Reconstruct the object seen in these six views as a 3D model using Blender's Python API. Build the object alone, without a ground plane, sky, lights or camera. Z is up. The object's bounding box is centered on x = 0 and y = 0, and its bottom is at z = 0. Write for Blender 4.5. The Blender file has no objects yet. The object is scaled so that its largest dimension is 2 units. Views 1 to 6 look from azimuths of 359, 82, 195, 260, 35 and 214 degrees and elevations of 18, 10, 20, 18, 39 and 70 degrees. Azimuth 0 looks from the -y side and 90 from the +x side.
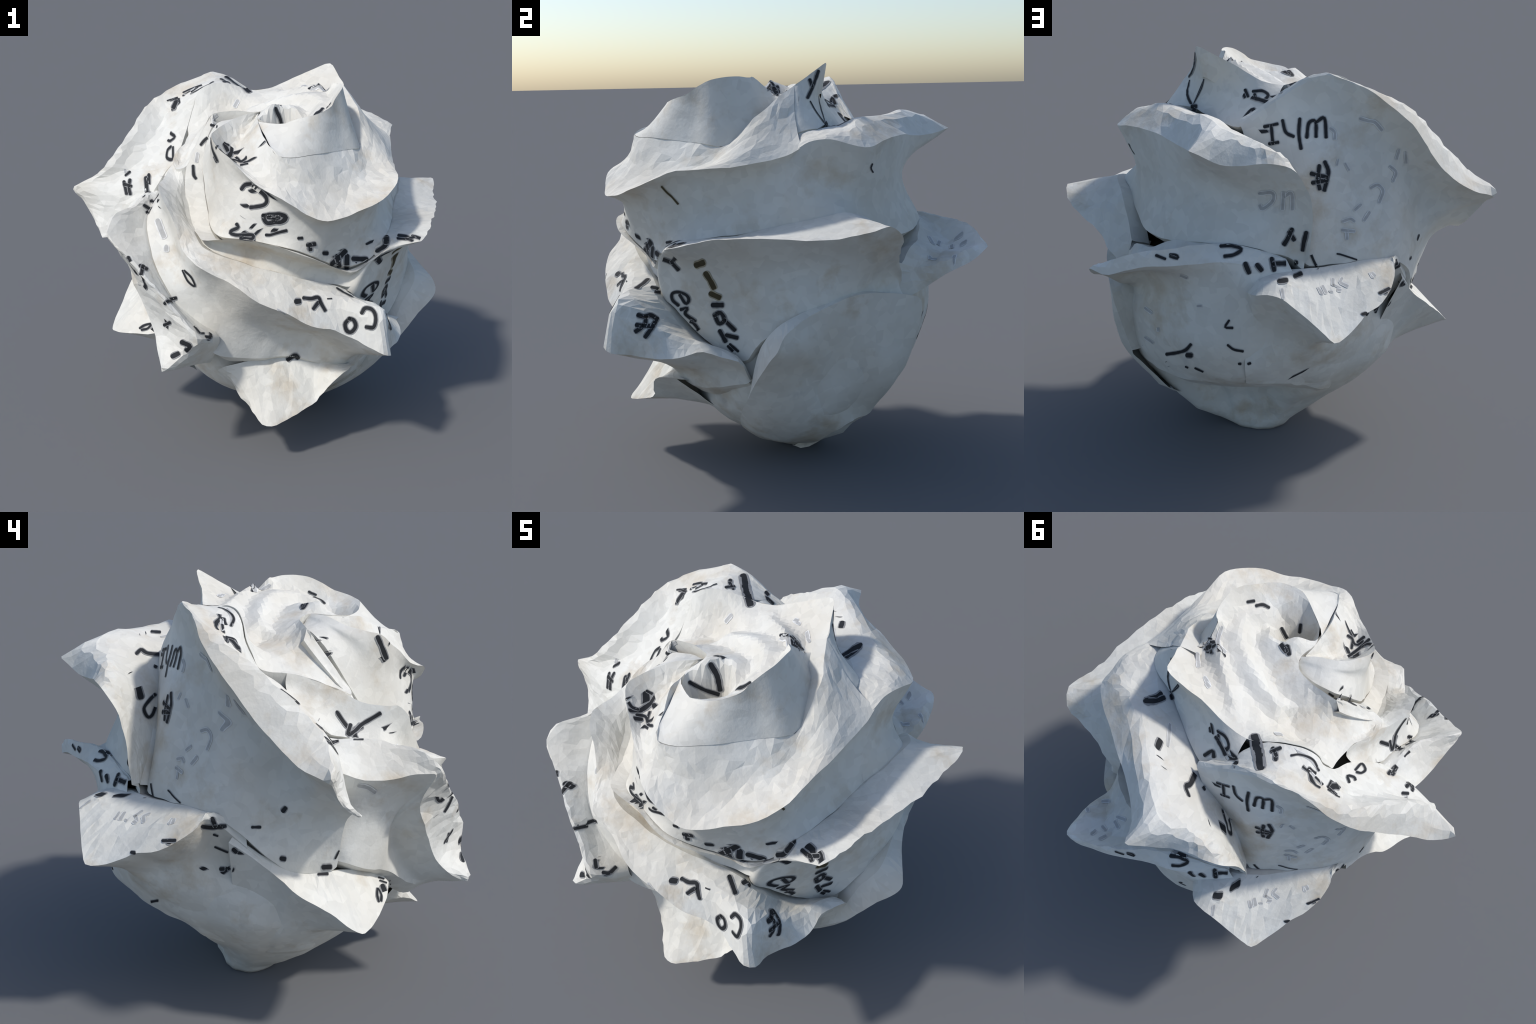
"""A rose folded from a handwritten sheet of paper.

Every petal is a wedge of folded paper: a valley line where it leaves the bud, a
rim (the fold that catches the light) and an outer valley.  Each line is a few
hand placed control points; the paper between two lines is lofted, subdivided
and crumpled, and the marker strokes are laid on top of it by projection.
"""
import bpy, bmesh, math, random
import numpy as np
from mathutils import Vector, noise
from mathutils.bvhtree import BVHTree
from mathutils.geometry import delaunay_2d_cdt

random.seed(7)
STEP = 0.03            # size of a paper facet, metres


# ------------------------------------------------------------------ lofting
def spline(points, t):
    """Catmull-Rom through equally weighted points, t in 0..1 (array)."""
    p = np.asarray(points, float)
    n = len(p)
    if n == 2:
        return p[0] + (p[1] - p[0]) * np.asarray(t)[:, None]
    x = np.clip(np.asarray(t, float) * (n - 1), 0, n - 1 - 1e-9)
    i = x.astype(int)
    f = (x - i)[:, None]
    q = np.vstack([2 * p[0] - p[1], p, 2 * p[-1] - p[-2]])
    a, b, c, d = q[i], q[i + 1], q[i + 2], q[i + 3]
    s = 0.5 * (2 * b + (c - a) * f + (2 * a - 5 * b + 4 * c - d) * f ** 2
               + (3 * b - a - 3 * c + d) * f ** 3)
    return s


def length(p):
    return float(np.linalg.norm(np.diff(np.asarray(p, float), axis=0), axis=1).sum())


def loft(rows, step=STEP, straight=()):
    """Grid of vertices through control rows that share their stations."""
    cols = max(6, int(max(length(r) for r in rows) / step))
    t = np.linspace(0, 1, cols + 1)
    lines = np.array([spline(r, t) for r in rows])            # rows x cols x 3
    out = [lines[0]]
    for k in range(len(rows) - 1):
        gap = np.linalg.norm(lines[k + 1] - lines[k], axis=1).mean()
        m = max(1, int(round(gap / step)))
        for j in range(1, m + 1):
            f = j / m
            a, b, c, d = (lines[max(0, k - 1)], lines[k], lines[k + 1],
                          lines[min(len(rows) - 1, k + 2)])
            if k == 0:
                a = 2 * b - c
            if k == len(rows) - 2:
                d = 2 * c - b
            # rims stay sharp: no smoothing across a row named in `straight`
            if k in straight:
                a = 2 * b - c
            if k + 1 in straight:
                d = 2 * c - b
            out.append(0.5 * (2 * b + (c - a) * f + (2 * a - 5 * b + 4 * c - d) * f * f
                              + (3 * b - a - 3 * c + d) * f ** 3))
    return np.array(out)


def crumple(p, amount=1.0):
    """Displacement of a point of the paper; a function of place alone, so edges stay joined."""
    v = Vector(p)
    d = noise.noise_vector(v * 5.5) * 0.008 + noise.noise_vector(v * 17.0 + Vector((3, 1, 7))) * 0.0045
    q = np.array(p) + np.array(d) * amount
    q[2] = max(q[2], 0.001)                              # nothing below the table
    return q


PAPER_PARTS = []


def add_mesh(name, verts, faces, material, parent, smooth=None):
    me = bpy.data.meshes.new(name)
    me.from_pydata([tuple(v) for v in verts], [], [tuple(f) for f in faces])
    bm = bmesh.new()
    bm.from_mesh(me)
    bmesh.ops.remove_doubles(bm, verts=bm.verts, dist=1e-5)
    bmesh.ops.dissolve_degenerate(bm, dist=1e-5, edges=bm.edges)
    bm.to_mesh(me)
    bm.free()
    if smooth is not None:
        for poly in me.polygons:
            poly.use_smooth = bool(smooth)
    me.materials.append(material)
    ob = bpy.data.objects.new(name, me)
    bpy.context.scene.collection.objects.link(ob)
    ob.parent = parent
    return ob


def grid_faces(nr, nc, rng, offset=0):
    f = []
    for i in range(nr - 1):
        for j in range(nc - 1):
            a, b, c, d = (offset + i * nc + j, offset + i * nc + j + 1,
                          offset + (i + 1) * nc + j + 1, offset + (i + 1) * nc + j)
            if rng.random() < 0.5:
                f += [(a, b, c), (a, c, d)]
            else:
                f += [(a, b, d), (b, c, d)]
    return f


HEART = (.05, -.08)      # where the petals spring from, seen from above


def surface(rows):
    """Returns f(t, s): the lofted sheet, t along the petal, s (0..rows-1) across it."""
    rows = [np.array(r, float) for r in rows]
    n = len(rows)

    def f(t, s):
        t, s = np.atleast_1d(t), np.atleast_1d(s)
        lines = np.array([spline(r, t) for r in rows])                 # rows x points x 3
        k = np.clip(s.astype(int), 0, n - 2)
        f_ = (s - k)[:, None]
        idx = np.arange(len(t))
        b, c = lines[k, idx], lines[k + 1, idx]
        a = np.where((k > 0)[:, None], lines[np.maximum(k - 1, 0), idx], 2 * b - c)
        d = np.where((k < n - 2)[:, None], lines[np.minimum(k + 2, n - 1), idx], 2 * c - b)
        return 0.5 * (2 * b + (c - a) * f_ + (2 * a - 5 * b + 4 * c - d) * f_ ** 2
                      + (3 * b - a - 3 * c + d) * f_ ** 3)
    return f


def creased_sheet(rows, rng, step, cols):
    """The sheet as irregular flat facets: scattered points joined by Delaunay triangles."""
    f = surface(rows)
    n = len(rows)
    gaps = [np.linalg.norm(np.array(rows[k + 1], float) - np.array(rows[k], float), axis=1).mean()
            for k in range(n - 1)]
    along = np.mean([length(r) for r in rows])
    pts = []                                                           # t, s, kind
    for k in (0, n - 1):
        c = cols if k == n - 1 else max(6, int(length(rows[0]) / step))
        pts += [(i / c, float(k)) for i in range(c + 1)]
    for k in range(n - 1):
        m = max(1, int(round(gaps[k] / step)))
        for j in range(1 if k == 0 else 0, m):
            s0 = k + j / m
            line = f(np.linspace(0, 1, 30), np.full(30, s0))
            c = max(4, int(length(line) / step))
            pts += [(0.0, s0), (1.0, s0)]
            for i in range(c):
                pts.append((min(.985, max(.015, (i + .5 + .5 * (j % 2 - .5) + rng.uniform(-.3, .3)) / c)),
                            min(n - 1 - .12 / m, max(.12, s0 + rng.uniform(-.28, .28) / m))))
    height = np.concatenate([[0], np.cumsum(gaps)])
    flat = [Vector((t * along, float(np.interp(q, range(n), height)))) for t, q in pts]
    v, e, tri, orig, *_ = delaunay_2d_cdt(flat, [], [], 0, 1e-7)
    keep = [o[0] for o in orig]
    ts = np.array([pts[o] for o in keep])
    xyz = f(ts[:, 0], ts[:, 1])
    return xyz, [tuple(t) for t in tri], ts[:, 1] >= n - 1 - 1e-6, ts


def petal(name, inner, rim, outer, amount=1.0, jag=0.0, step=STEP, tuck=0.09, down=0.03):
    """inner, outer: lists of control rows leading to / away from the rim."""
    rng = random.Random(name + str(len(rim)) + str(rim[0]))
    verts, faces, flags = [], [], []
    cols = max(6, int(length(rim) / step))

    def torn(p):
        out = np.array([p[0], p[1], 0.0])
        out = out / (np.linalg.norm(out) + 1e-9)
        return p + out * noise.noise(Vector(p) * 22) * jag if jag else p

    def finish(p, relief):
        return crumple(p, amount * relief)

    if inner:
        xyz, tri, on_rim, ts = creased_sheet(inner + [rim], rng, step, cols)
        for p, edge, (t, q) in zip(xyz, on_rim, ts):
            if edge:
                p = torn(p)
            elif q > 1e-6 and 0 < t < 1:
                p = p + np.array([rng.uniform(-1, 1) for _ in range(3)]) * 0.0022
            verts.append(finish(p, 0.8))
        faces += tri
        flags += [False] * len(tri)
    if outer:
        f = surface([rim] + outer)
        n = len(outer) + 1
        base, ss = len(verts), [0.0]
        for k in range(n - 1):
            g = np.linalg.norm(np.array(([rim] + outer)[k + 1], float) - np.array(([rim] + outer)[k], float), axis=1).mean()
            m = max(1, int(round(g / step)))
            ss += [k + (j + 1) / m for j in range(m)]
        for q in ss:
            for p in f(np.linspace(0, 1, cols + 1), np.full(cols + 1, q)):
                verts.append(finish(torn(p) if q == 0 else p, 0.8))
        new = grid_faces(len(ss), cols + 1, rng, base)
        faces += new
        flags += [True] * len(new)
    # tuck the hidden ends under the neighbouring petals
    for row, deep, drop in ([(inner[0], tuck, down)] if inner else []) + ([(outer[-1], .07, .05)] if outer else []):
        tucked = []
        for p in row:
            d = np.array([p[0] - HEART[0], p[1] - HEART[1], 0.0])
            r = np.linalg.norm(d)
            tucked.append(np.array(p) - d / (r + 1e-9) * min(deep, 0.6 * r) - np.array([0, 0, drop]))
        g = loft([np.array(row, float), np.array(tucked)], step)
        base = len(verts)
        verts += [finish(p, 0.8) for line in g for p in line]
        new = grid_faces(*g.shape[:2], rng, base)
        faces += new
        flags += [True] * len(new)
    me = bpy.data.meshes.new(name)
    me.from_pydata([tuple(v) for v in verts], [], faces)
    me.polygons.foreach_set("use_smooth", flags)
    me.materials.append(PAPER)
    ob = bpy.data.objects.new(name, me)
    bpy.context.scene.collection.objects.link(ob)
    ob.parent = ROSE
    PAPER_PARTS.append(ob)
    return ob


# ------------------------------------------------------------------ materials
def nodes_of(mat):
    mat.use_nodes = True
    nt = mat.node_tree
    nt.nodes.clear()
    return nt, nt.nodes, nt.links


def paper_material():
    mat = bpy.data.materials.new("white_paper")
    nt, N, L = nodes_of(mat)
    out = N.new("ShaderNodeOutputMaterial")
    bsdf = N.new("ShaderNodeBsdfPrincipled")
    bsdf.inputs["Roughness"].default_value = 0.75
    bsdf.inputs["Specular IOR Level"].default_value = 0.25
    co = N.new("ShaderNodeTexCoord")

    def noise_tex(scale, detail, rough=0.5):
        n = N.new("ShaderNodeTexNoise")
        n.inputs["Scale"].default_value = scale
        n.inputs["Detail"].default_value = detail
        n.inputs["Roughness"].default_value = rough
        L.new(co.outputs["Object"], n.inputs["Vector"])
        return n

    def ramp(source, *stops):
        r = N.new("ShaderNodeValToRGB")
        for k, (pos, col) in enumerate(stops):
            e = r.color_ramp.elements[k] if k < 2 else r.color_ramp.elements.new(pos)
            e.position = pos
            e.color = (*col, 1)
        L.new(source, r.inputs["Fac"])
        return r

    def mix(fac, a, b, blend="MIX"):
        m = N.new("ShaderNodeMix")
        m.data_type = "RGBA"
        m.blend_type = blend
        for sock, val in ((m.inputs["Factor"], fac), (m.inputs["A"], a), (m.inputs["B"], b)):
            if hasattr(val, "is_linked"):
                L.new(val, sock)
            else:
                sock.default_value = val
        return m.outputs["Result"]

    # broad mottling: ivory to greenish white
    base = ramp(noise_tex(2.6, 4).outputs["Fac"], (0.34, (0.60, 0.575, 0.515)), (0.64, (0.66, 0.655, 0.615))).outputs["Color"]
    # tan fold shade put into the colour as soft, ragged beige patches
    tan_shade = ramp(noise_tex(3.7, 6, 0.62).outputs["Fac"], (0.54, (0, 0, 0)), (0.72, (1, 1, 1))).outputs["Color"]
    base = mix(tan_shade, base, (0.51, 0.45, 0.36, 1))
    # grey graphite smears
    smear = ramp(noise_tex(8.0, 7, 0.65).outputs["Fac"], (0.62, (0, 0, 0)), (0.80, (0.6, 0.6, 0.6))).outputs["Color"]
    base = mix(smear, base, (0.40, 0.40, 0.40, 1))
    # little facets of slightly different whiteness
    v = N.new("ShaderNodeTexVoronoi")
    v.inputs["Scale"].default_value = 24
    L.new(co.outputs["Object"], v.inputs["Vector"])
    sep = N.new("ShaderNodeSeparateColor")
    L.new(v.outputs["Color"], sep.inputs["Color"])
    mr = N.new("ShaderNodeMapRange")
    mr.inputs["To Min"].default_value = 0.95
    mr.inputs["To Max"].default_value = 1.05
    L.new(sep.outputs["Red"], mr.inputs["Value"])
    mul = N.new("ShaderNodeVectorMath")
    mul.operation = "SCALE"
    L.new(base, mul.inputs[0])
    L.new(mr.outputs["Result"], mul.inputs["Scale"])
    L.new(mul.outputs["Vector"], bsdf.inputs["Base Color"])
    # paper fibre, as relief
    b2 = N.new("ShaderNodeBump")
    b2.inputs["Strength"].default_value = 0.15
    b2.inputs["Distance"].default_value = 0.01
    L.new(noise_tex(55, 4).outputs["Fac"], b2.inputs["Height"])
    L.new(b2.outputs["Normal"], bsdf.inputs["Normal"])
    L.new(bsdf.outputs[0], out.inputs[0])
    return mat


def ink_material(name, colour):
    mat = bpy.data.materials.new(name)
    nt, N, L = nodes_of(mat)
    out = N.new("ShaderNodeOutputMaterial")
    bsdf = N.new("ShaderNodeBsdfPrincipled")
    bsdf.inputs["Roughness"].default_value = 0.7
    bsdf.inputs["Specular IOR Level"].default_value = 0.2
    co = N.new("ShaderNodeTexCoord")
    n = N.new("ShaderNodeTexNoise")
    n.inputs["Scale"].default_value = 35
    L.new(co.outputs["Object"], n.inputs["Vector"])
    r = N.new("ShaderNodeValToRGB")
    r.color_ramp.elements[0].color = (*colour, 1)
    r.color_ramp.elements[1].color = (*[c * 1.9 for c in colour], 1)
    L.new(n.outputs["Fac"], r.inputs["Fac"])
    L.new(r.outputs["Color"], bsdf.inputs["Base Color"])
    L.new(bsdf.outputs[0], out.inputs[0])
    return mat


PAPER = paper_material()

ROSE = bpy.data.objects.new("paper_rose", None)
bpy.context.scene.collection.objects.link(ROSE)
ROSE["label"] = "crumpled white paper rose folded from a handwritten sheet"
ROSE["category"] = "paper flower"

# ------------------------------------------------------------------ lower body
# radius of the folded body round the stalk axis, by height (rows) and bearing (30 degree steps)
AXIS = (0.08, 0.08)
BODY_Z = (0.0, .04, .10, .20, .30, .38, .43, .50, .62, .75, .87)
BODY_R = {
    0: (.14, .20, .32, .44, .54, .58, .60, .62, .65, .68, .68),
    30: (.13, .20, .32, .42, .50, .56, .59, .62, .63, .63, .63),
    60: (.12, .15, .16, .19, .25, .34, .52, .57, .62, .63, .60),
    90: (.11, .12, .12, .14, .19, .28, .49, .56, .64, .66, .62),
    120: (.12, .13, .13, .16, .22, .32, .47, .54, .61, .62, .62),
    150: (.14, .17, .20, .28, .40, .47, .51, .56, .61, .61, .60),
    180: (.16, .19, .26, .37, .49, .57, .61, .66, .68, .66, .65),
    210: (.16, .20, .30, .44, .55, .62, .65, .68, .69, .67, .65),
    240: (.16, .20, .30, .46, .60, .65, .67, .68, .67, .64, .64),
    270: (.15, .19, .28, .43, .53, .56, .57, .57, .62, .64, .64),
    300: (.14, .20, .31, .45, .55, .57, .57, .58, .59, .59, .59),
    330: (.14, .20, .32, .45, .55, .58, .60, .62, .62, .62, .60),
}


def body(bearing, z):
    bearing %= 360
    k = int(bearing // 30)
    f = bearing / 30 - k
    f = f * f * (3 - 2 * f)
    r0 = np.interp(z, BODY_Z, BODY_R[k * 30])
    r1 = np.interp(z, BODY_Z, BODY_R[(k + 1) % 12 * 30])
    r = r0 + (r1 - r0) * f
    a = math.radians(bearing)
    return (AXIS[0] + r * math.cos(a), AXIS[1] + r * math.sin(a), z)


def bearing(p):
    return math.degrees(math.atan2(p[1] - AXIS[1], p[0] - AXIS[0]))


def on_body(rim, z, sink=0.012):
    out = []
    for i, p in enumerate(rim):
        zz = z if not hasattr(z, "__len__") else np.interp(i / (len(rim) - 1), np.linspace(0, 1, len(z)), z)
        q = body(bearing(p), zz)
        d = np.array([q[0] - AXIS[0], q[1] - AXIS[1], 0])
        d /= np.linalg.norm(d)
        k = np.interp(i / (len(rim) - 1), np.linspace(0, 1, len(sink)), sink) if hasattr(sink, "__len__") else sink
        out.append(tuple(np.array(q) - d * k))
    return out


def between(a, b, f=0.5, pull=0.0):
    """Row part way from a to b, drawn in towards the axis by `pull`."""
    out = []
    for i, (p, q) in enumerate(zip(a, b)):
        p, q = np.array(p, float), np.array(q, float)
        m = p + (q - p) * f
        d = np.array([m[0] - AXIS[0], m[1] - AXIS[1], 0])
        d /= np.linalg.norm(d) + 1e-9
        k = np.interp(i / (len(a) - 1), np.linspace(0, 1, len(pull)), pull) if hasattr(pull, "__len__") else pull
        out.append(tuple(m - d * k))
    return out


def build_body():
    rng = random.Random(3)
    zs = np.concatenate([np.linspace(0, .1, 6), np.arange(.13, .88, .03)])
    bear = np.linspace(0, 360, 145)[:-1]
    nc = len(bear)
    verts = [crumple(body(b, z), 0.55) if z > 0.02 else body(b, z) for z in zs for b in bear]
    faces = []
    for i in range(len(zs) - 1):
        for j in range(nc):
            a, b2 = i * nc + j, i * nc + (j + 1) % nc
            c, d = b2 + nc, a + nc
            faces += [(a, b2, c), (a, c, d)]
    # closed underside, and a hidden core that fills the space behind the petals
    verts.append((AXIS[0], AXIS[1], 0.0))
    faces += [(len(verts) - 1, (j + 1) % nc, j) for j in range(nc)]
    top = (len(zs) - 1) * nc
    last = [top + j for j in range(nc)]
    for z, r in ((.95, .50), (1.1, .44), (1.25, .38), (1.36, .27), (1.43, .12)):
        ring = []
        for b in bear:
            a = math.radians(b)
            verts.append((0.04 + r * math.cos(a), -0.04 + r * math.sin(a), z))
            ring.append(len(verts) - 1)
        for j in range(nc):
            faces.append((last[j], last[(j + 1) % nc], ring[(j + 1) % nc], ring[j]))
        last = ring
    verts.append((.04, -.04, 1.45))
    faces += [(last[j], last[(j + 1) % nc], len(verts) - 1) for j in range(nc)]
    ob = add_mesh("flower_base", verts, faces, PAPER, ROSE, smooth=True)
    PAPER_PARTS.append(ob)


build_body()

# ------------------------------------------------------------------ heart of the bud
# a height field drawn over ridges, furrows and the spiral hole, seen from above
RIM_BUD = [(-.0, -.46, 1.69), (.08, -.515, 1.695), (.153, -.549, 1.725), (.218, -.539, 1.734),
           (.268, -.514, 1.748), (.317, -.461, 1.766), (.342, -.415, 1.798), (.369, -.366, 1.825),
           (.385, -.31, 1.836), (.385, -.245, 1.84), (.375, -.185, 1.834), (.345, -.15, 1.832)]
NOTCH = [(.36, -.06, 1.745), (.385, -.035, 1.75)]
RIM_TOP = [(.427, .015, 1.796), (.405, .08, 1.835), (.369, .17, 1.896), (.274, .187, 1.86),
           (.189, .18, 1.825), (.101, .192, 1.787), (.03, .20, 1.76), (-.05, .20, 1.755)]
RIM_BACK = [(-.12, .18, 1.775), (-.20, .14, 1.80), (-.26, .115, 1.80), (-.31, .10, 1.785),
            (-.35, .092, 1.74), (-.365, .085, 1.69), (-.385, .065, 1.63), (-.40, .045, 1.575),
            (-.395, 0, 1.55), (-.40, -.07, 1.54), (-.41, -.13, 1.525), (-.437, -.174, 1.511),
            (-.456, -.226, 1.487), (-.46, -.277, 1.465), (-.44, -.325, 1.44)]
RIM_MID = [(-.386, -.333, 1.457), (-.355, -.297, 1.516), (-.328, -.262, 1.576),
           (-.297, -.226, 1.636), (-.258, -.192, 1.692), (-.15, -.19, 1.705), (-.05, -.215, 1.70),
           (-.017, -.271, 1.71), (-.035, -.37, 1.70)]
RIDGES = [
    [(.283, -.07, 1.825), (.218, -.014, 1.804), (.152, .045, 1.779), (.082, .099, 1.762)],          # back of the bud
    [(-.066, -.03, 1.70), (0, -.047, 1.723), (.065, -.07, 1.746), (.13, -.101, 1.77),
     (.195, -.135, 1.782), (.25, -.19, 1.787), (.284, -.283, 1.765), (.25, -.36, 1.735)],              # inner coil
    [(.02, -.345, 1.735), (.05, -.33, 1.748), (.098, -.272, 1.742), (.14, -.25, 1.745), (.165, -.30, 1.72)],
]
FURROWS = [
    [(.33, -.03, 1.755), (.26, .02, 1.775), (.19, .07, 1.77), (.12, .12, 1.755)],
    [(.325, -.15, 1.79), (.31, -.11, 1.785), (.25, -.07, 1.785), (.18, -.035, 1.765), (.10, 0, 1.735), (.0, .03, 1.70), (-.1, .05, 1.66)],
    [(.325, -.22, 1.775), (.33, -.30, 1.765), (.30, -.38, 1.735), (.22, -.44, 1.70)],
    [(.0, -.10, 1.675), (.05, -.13, 1.695), (.12, -.17, 1.715), (.19, -.205, 1.725), (.215, -.28, 1.70), (.19, -.35, 1.665)],
    [(-.21, .031, 1.61), (-.30, -.034, 1.60), (-.36, -.10, 1.55), (-.41, -.19, 1.495), (-.42, -.26, 1.455)],
    [(-.28, .06, 1.67), (-.2, .09, 1.705), (-.1, .11, 1.72), (0, .13, 1.735)],
    [(.02, -.42, 1.55), (.06, -.36, 1.50), (.10, -.33, 1.49), (.12, -.38, 1.51), (.10, -.44, 1.58)],
    [(-.12, -.04, 1.625), (-.15, -.10, 1.655), (-.2, -.1, 1.63), (-.27, -.13, 1.61)],
    [(.32, .03, 1.757), (.29, .07, 1.785), (.22, .12, 1.79)],
    [(-.16, -.165, 1.675), (-.24, -.165, 1.66), (-.30, -.21, 1.60), (-.36, -.27, 1.52)],
]


def thin_plate(points, smooth=1e-4):
    p = np.array(points, float)
    def kernel(a, b):
        r2 = ((a[:, None] - b[None]) ** 2).sum(2) + 1e-12
        return 0.5 * r2 * np.log(r2)
    n = len(p)
    A = np.zeros((n + 3, n + 3))
    A[:n, :n] = kernel(p[:, :2], p[:, :2]) + smooth * np.eye(n)
    A[:n, n] = A[n, :n] = 1
    A[:n, n + 1:] = p[:, :2]
    A[n + 1:, :n] = p[:, :2].T
    w = np.linalg.solve(A, np.concatenate([p[:, 2], [0, 0, 0]]))
    return lambda q: kernel(np.asarray(q), p[:, :2]) @ w[:n] + w[n] + np.asarray(q) @ w[n + 1:]


def build_heart():
    rng = random.Random(11)
    loop = RIM_BUD + NOTCH + RIM_TOP + RIM_BACK + RIM_MID
    edge = spline(loop + [loop[0]], np.linspace(0, 1, 170))[:-1]
    known = list(map(tuple, edge[::2])) + [tuple(p) for line in RIDGES + FURROWS
                                           for p in spline(line, np.linspace(0, 1, 2 * len(line)))]
    # a thin plate is ill at ease with coincident data
    keep = []
    for p in known:
        if all((p[0] - q[0]) ** 2 + (p[1] - q[1]) ** 2 > 0.012 ** 2 for q in keep):
            keep.append(p)
    field = thin_plate(keep, 2e-5)
    # straight paper between ridge and furrow, for the sharp folds
    lines = [[tuple(p) for p in spline(line, np.linspace(0, 1, 3 * len(line)))] for line in RIDGES + FURROWS]
    cp, segs = [tuple(p) for p in edge], [(i, (i + 1) % len(edge)) for i in range(len(edge))]
    for line in lines:
        segs += [(len(cp) + i, len(cp) + i + 1) for i in range(len(line) - 1)]
        cp += line
    cv, ce, cf, orig, *_ = delaunay_2d_cdt([Vector(p[:2]) for p in cp], segs, [], 0, 1e-6)
    cz = [np.mean([cp[i][2] for i in o]) if o else field(np.array([[q.x, q.y]]))[0] for q, o in zip(cv, orig)]
    tree = BVHTree.FromPolygons([Vector((q.x, q.y, h)) for q, h in zip(cv, cz)], cf)

    def creased(q):
        out = []
        for x, y in q:
            hit = tree.ray_cast(Vector((x, y, 5)), Vector((0, 0, -1)))[0]
            out.append(hit.z if hit else field(np.array([[x, y]]))[0])
        return np.array(out)

    flat = [Vector((p[0], p[1])) for p in edge]
    n = len(flat)
    inside = []
    h = 0.021
    x0, x1 = min(p.x for p in flat), max(p.x for p in flat)
    y0, y1 = min(p.y for p in flat), max(p.y for p in flat)
    for i in range(int((x1 - x0) / h) + 1):
        for j in range(int((y1 - y0) / h) + 1):
            inside.append(Vector((x0 + (i + .5 * (j % 2) + rng.uniform(-.25, .25)) * h,
                                  y0 + (j + rng.uniform(-.25, .25)) * h)))
    pts = flat + [q for q in inside if min((q - e).length for e in flat) > 0.010]
    v, e, f, *_ = delaunay_2d_cdt(pts, [(i, (i + 1) % n) for i in range(n)], [list(range(n))], 1, 1e-6)
    xy = np.array([(p.x, p.y) for p in v])
    z = 0.2 * field(xy) + 0.8 * creased(xy)
    verts = []
    for i, (q, zz) in enumerate(zip(xy, z)):
        d = ((edge[:, :2] - q) ** 2).sum(1)
        k = int(d.argmin())
        if d[k] < 1e-9:
            zz = edge[k, 2]
        verts.append(crumple((q[0], q[1], zz), 0.6))
    # a skirt below the edge, behind the surrounding petals
    ring = []
    for k in range(n):
        p = edge[k]
        d = np.array([p[0] - HEART[0], p[1] - HEART[1]])
        d /= np.linalg.norm(d)
        near = min(range(len(xy)), key=lambda i: (xy[i][0] - p[0]) ** 2 + (xy[i][1] - p[1]) ** 2)
        verts.append((p[0] - d[0] * .03, p[1] - d[1] * .03, p[2] - .14))
        ring.append((near, len(verts) - 1))
    f = list(f) + [(a[0], b[0], b[1], a[1]) for a, b in zip(ring, ring[1:] + ring[:1]) if a[0] != b[0]]
    ob = add_mesh("bud_heart", verts, f, PAPER, ROSE, smooth=False)
    PAPER_PARTS.append(ob)


build_heart()

# outer wall of the bud, below its rim
BUD_FOOT = [(.03, -.685, 1.597), (.04, -.695, 1.585), (.065, -.705, 1.575), (.137, -.683, 1.572), (.208, -.638, 1.572),
            (.272, -.585, 1.568), (.327, -.519, 1.561), (.381, -.452, 1.553), (.444, -.393, 1.547),
            (.478, -.31, 1.536), (.468, -.22, 1.57), (.45, -.13, 1.64), (.40, -.08, 1.70), (.39, -.04, 1.745)]
BUD_TOP = [(-.04, -.41, 1.69)] + RIM_BUD + [NOTCH[0]]
petal("bud_petal", [], BUD_TOP, [between(BUD_TOP, BUD_FOOT, .5, .004), BUD_FOOT], 0.6)

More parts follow.
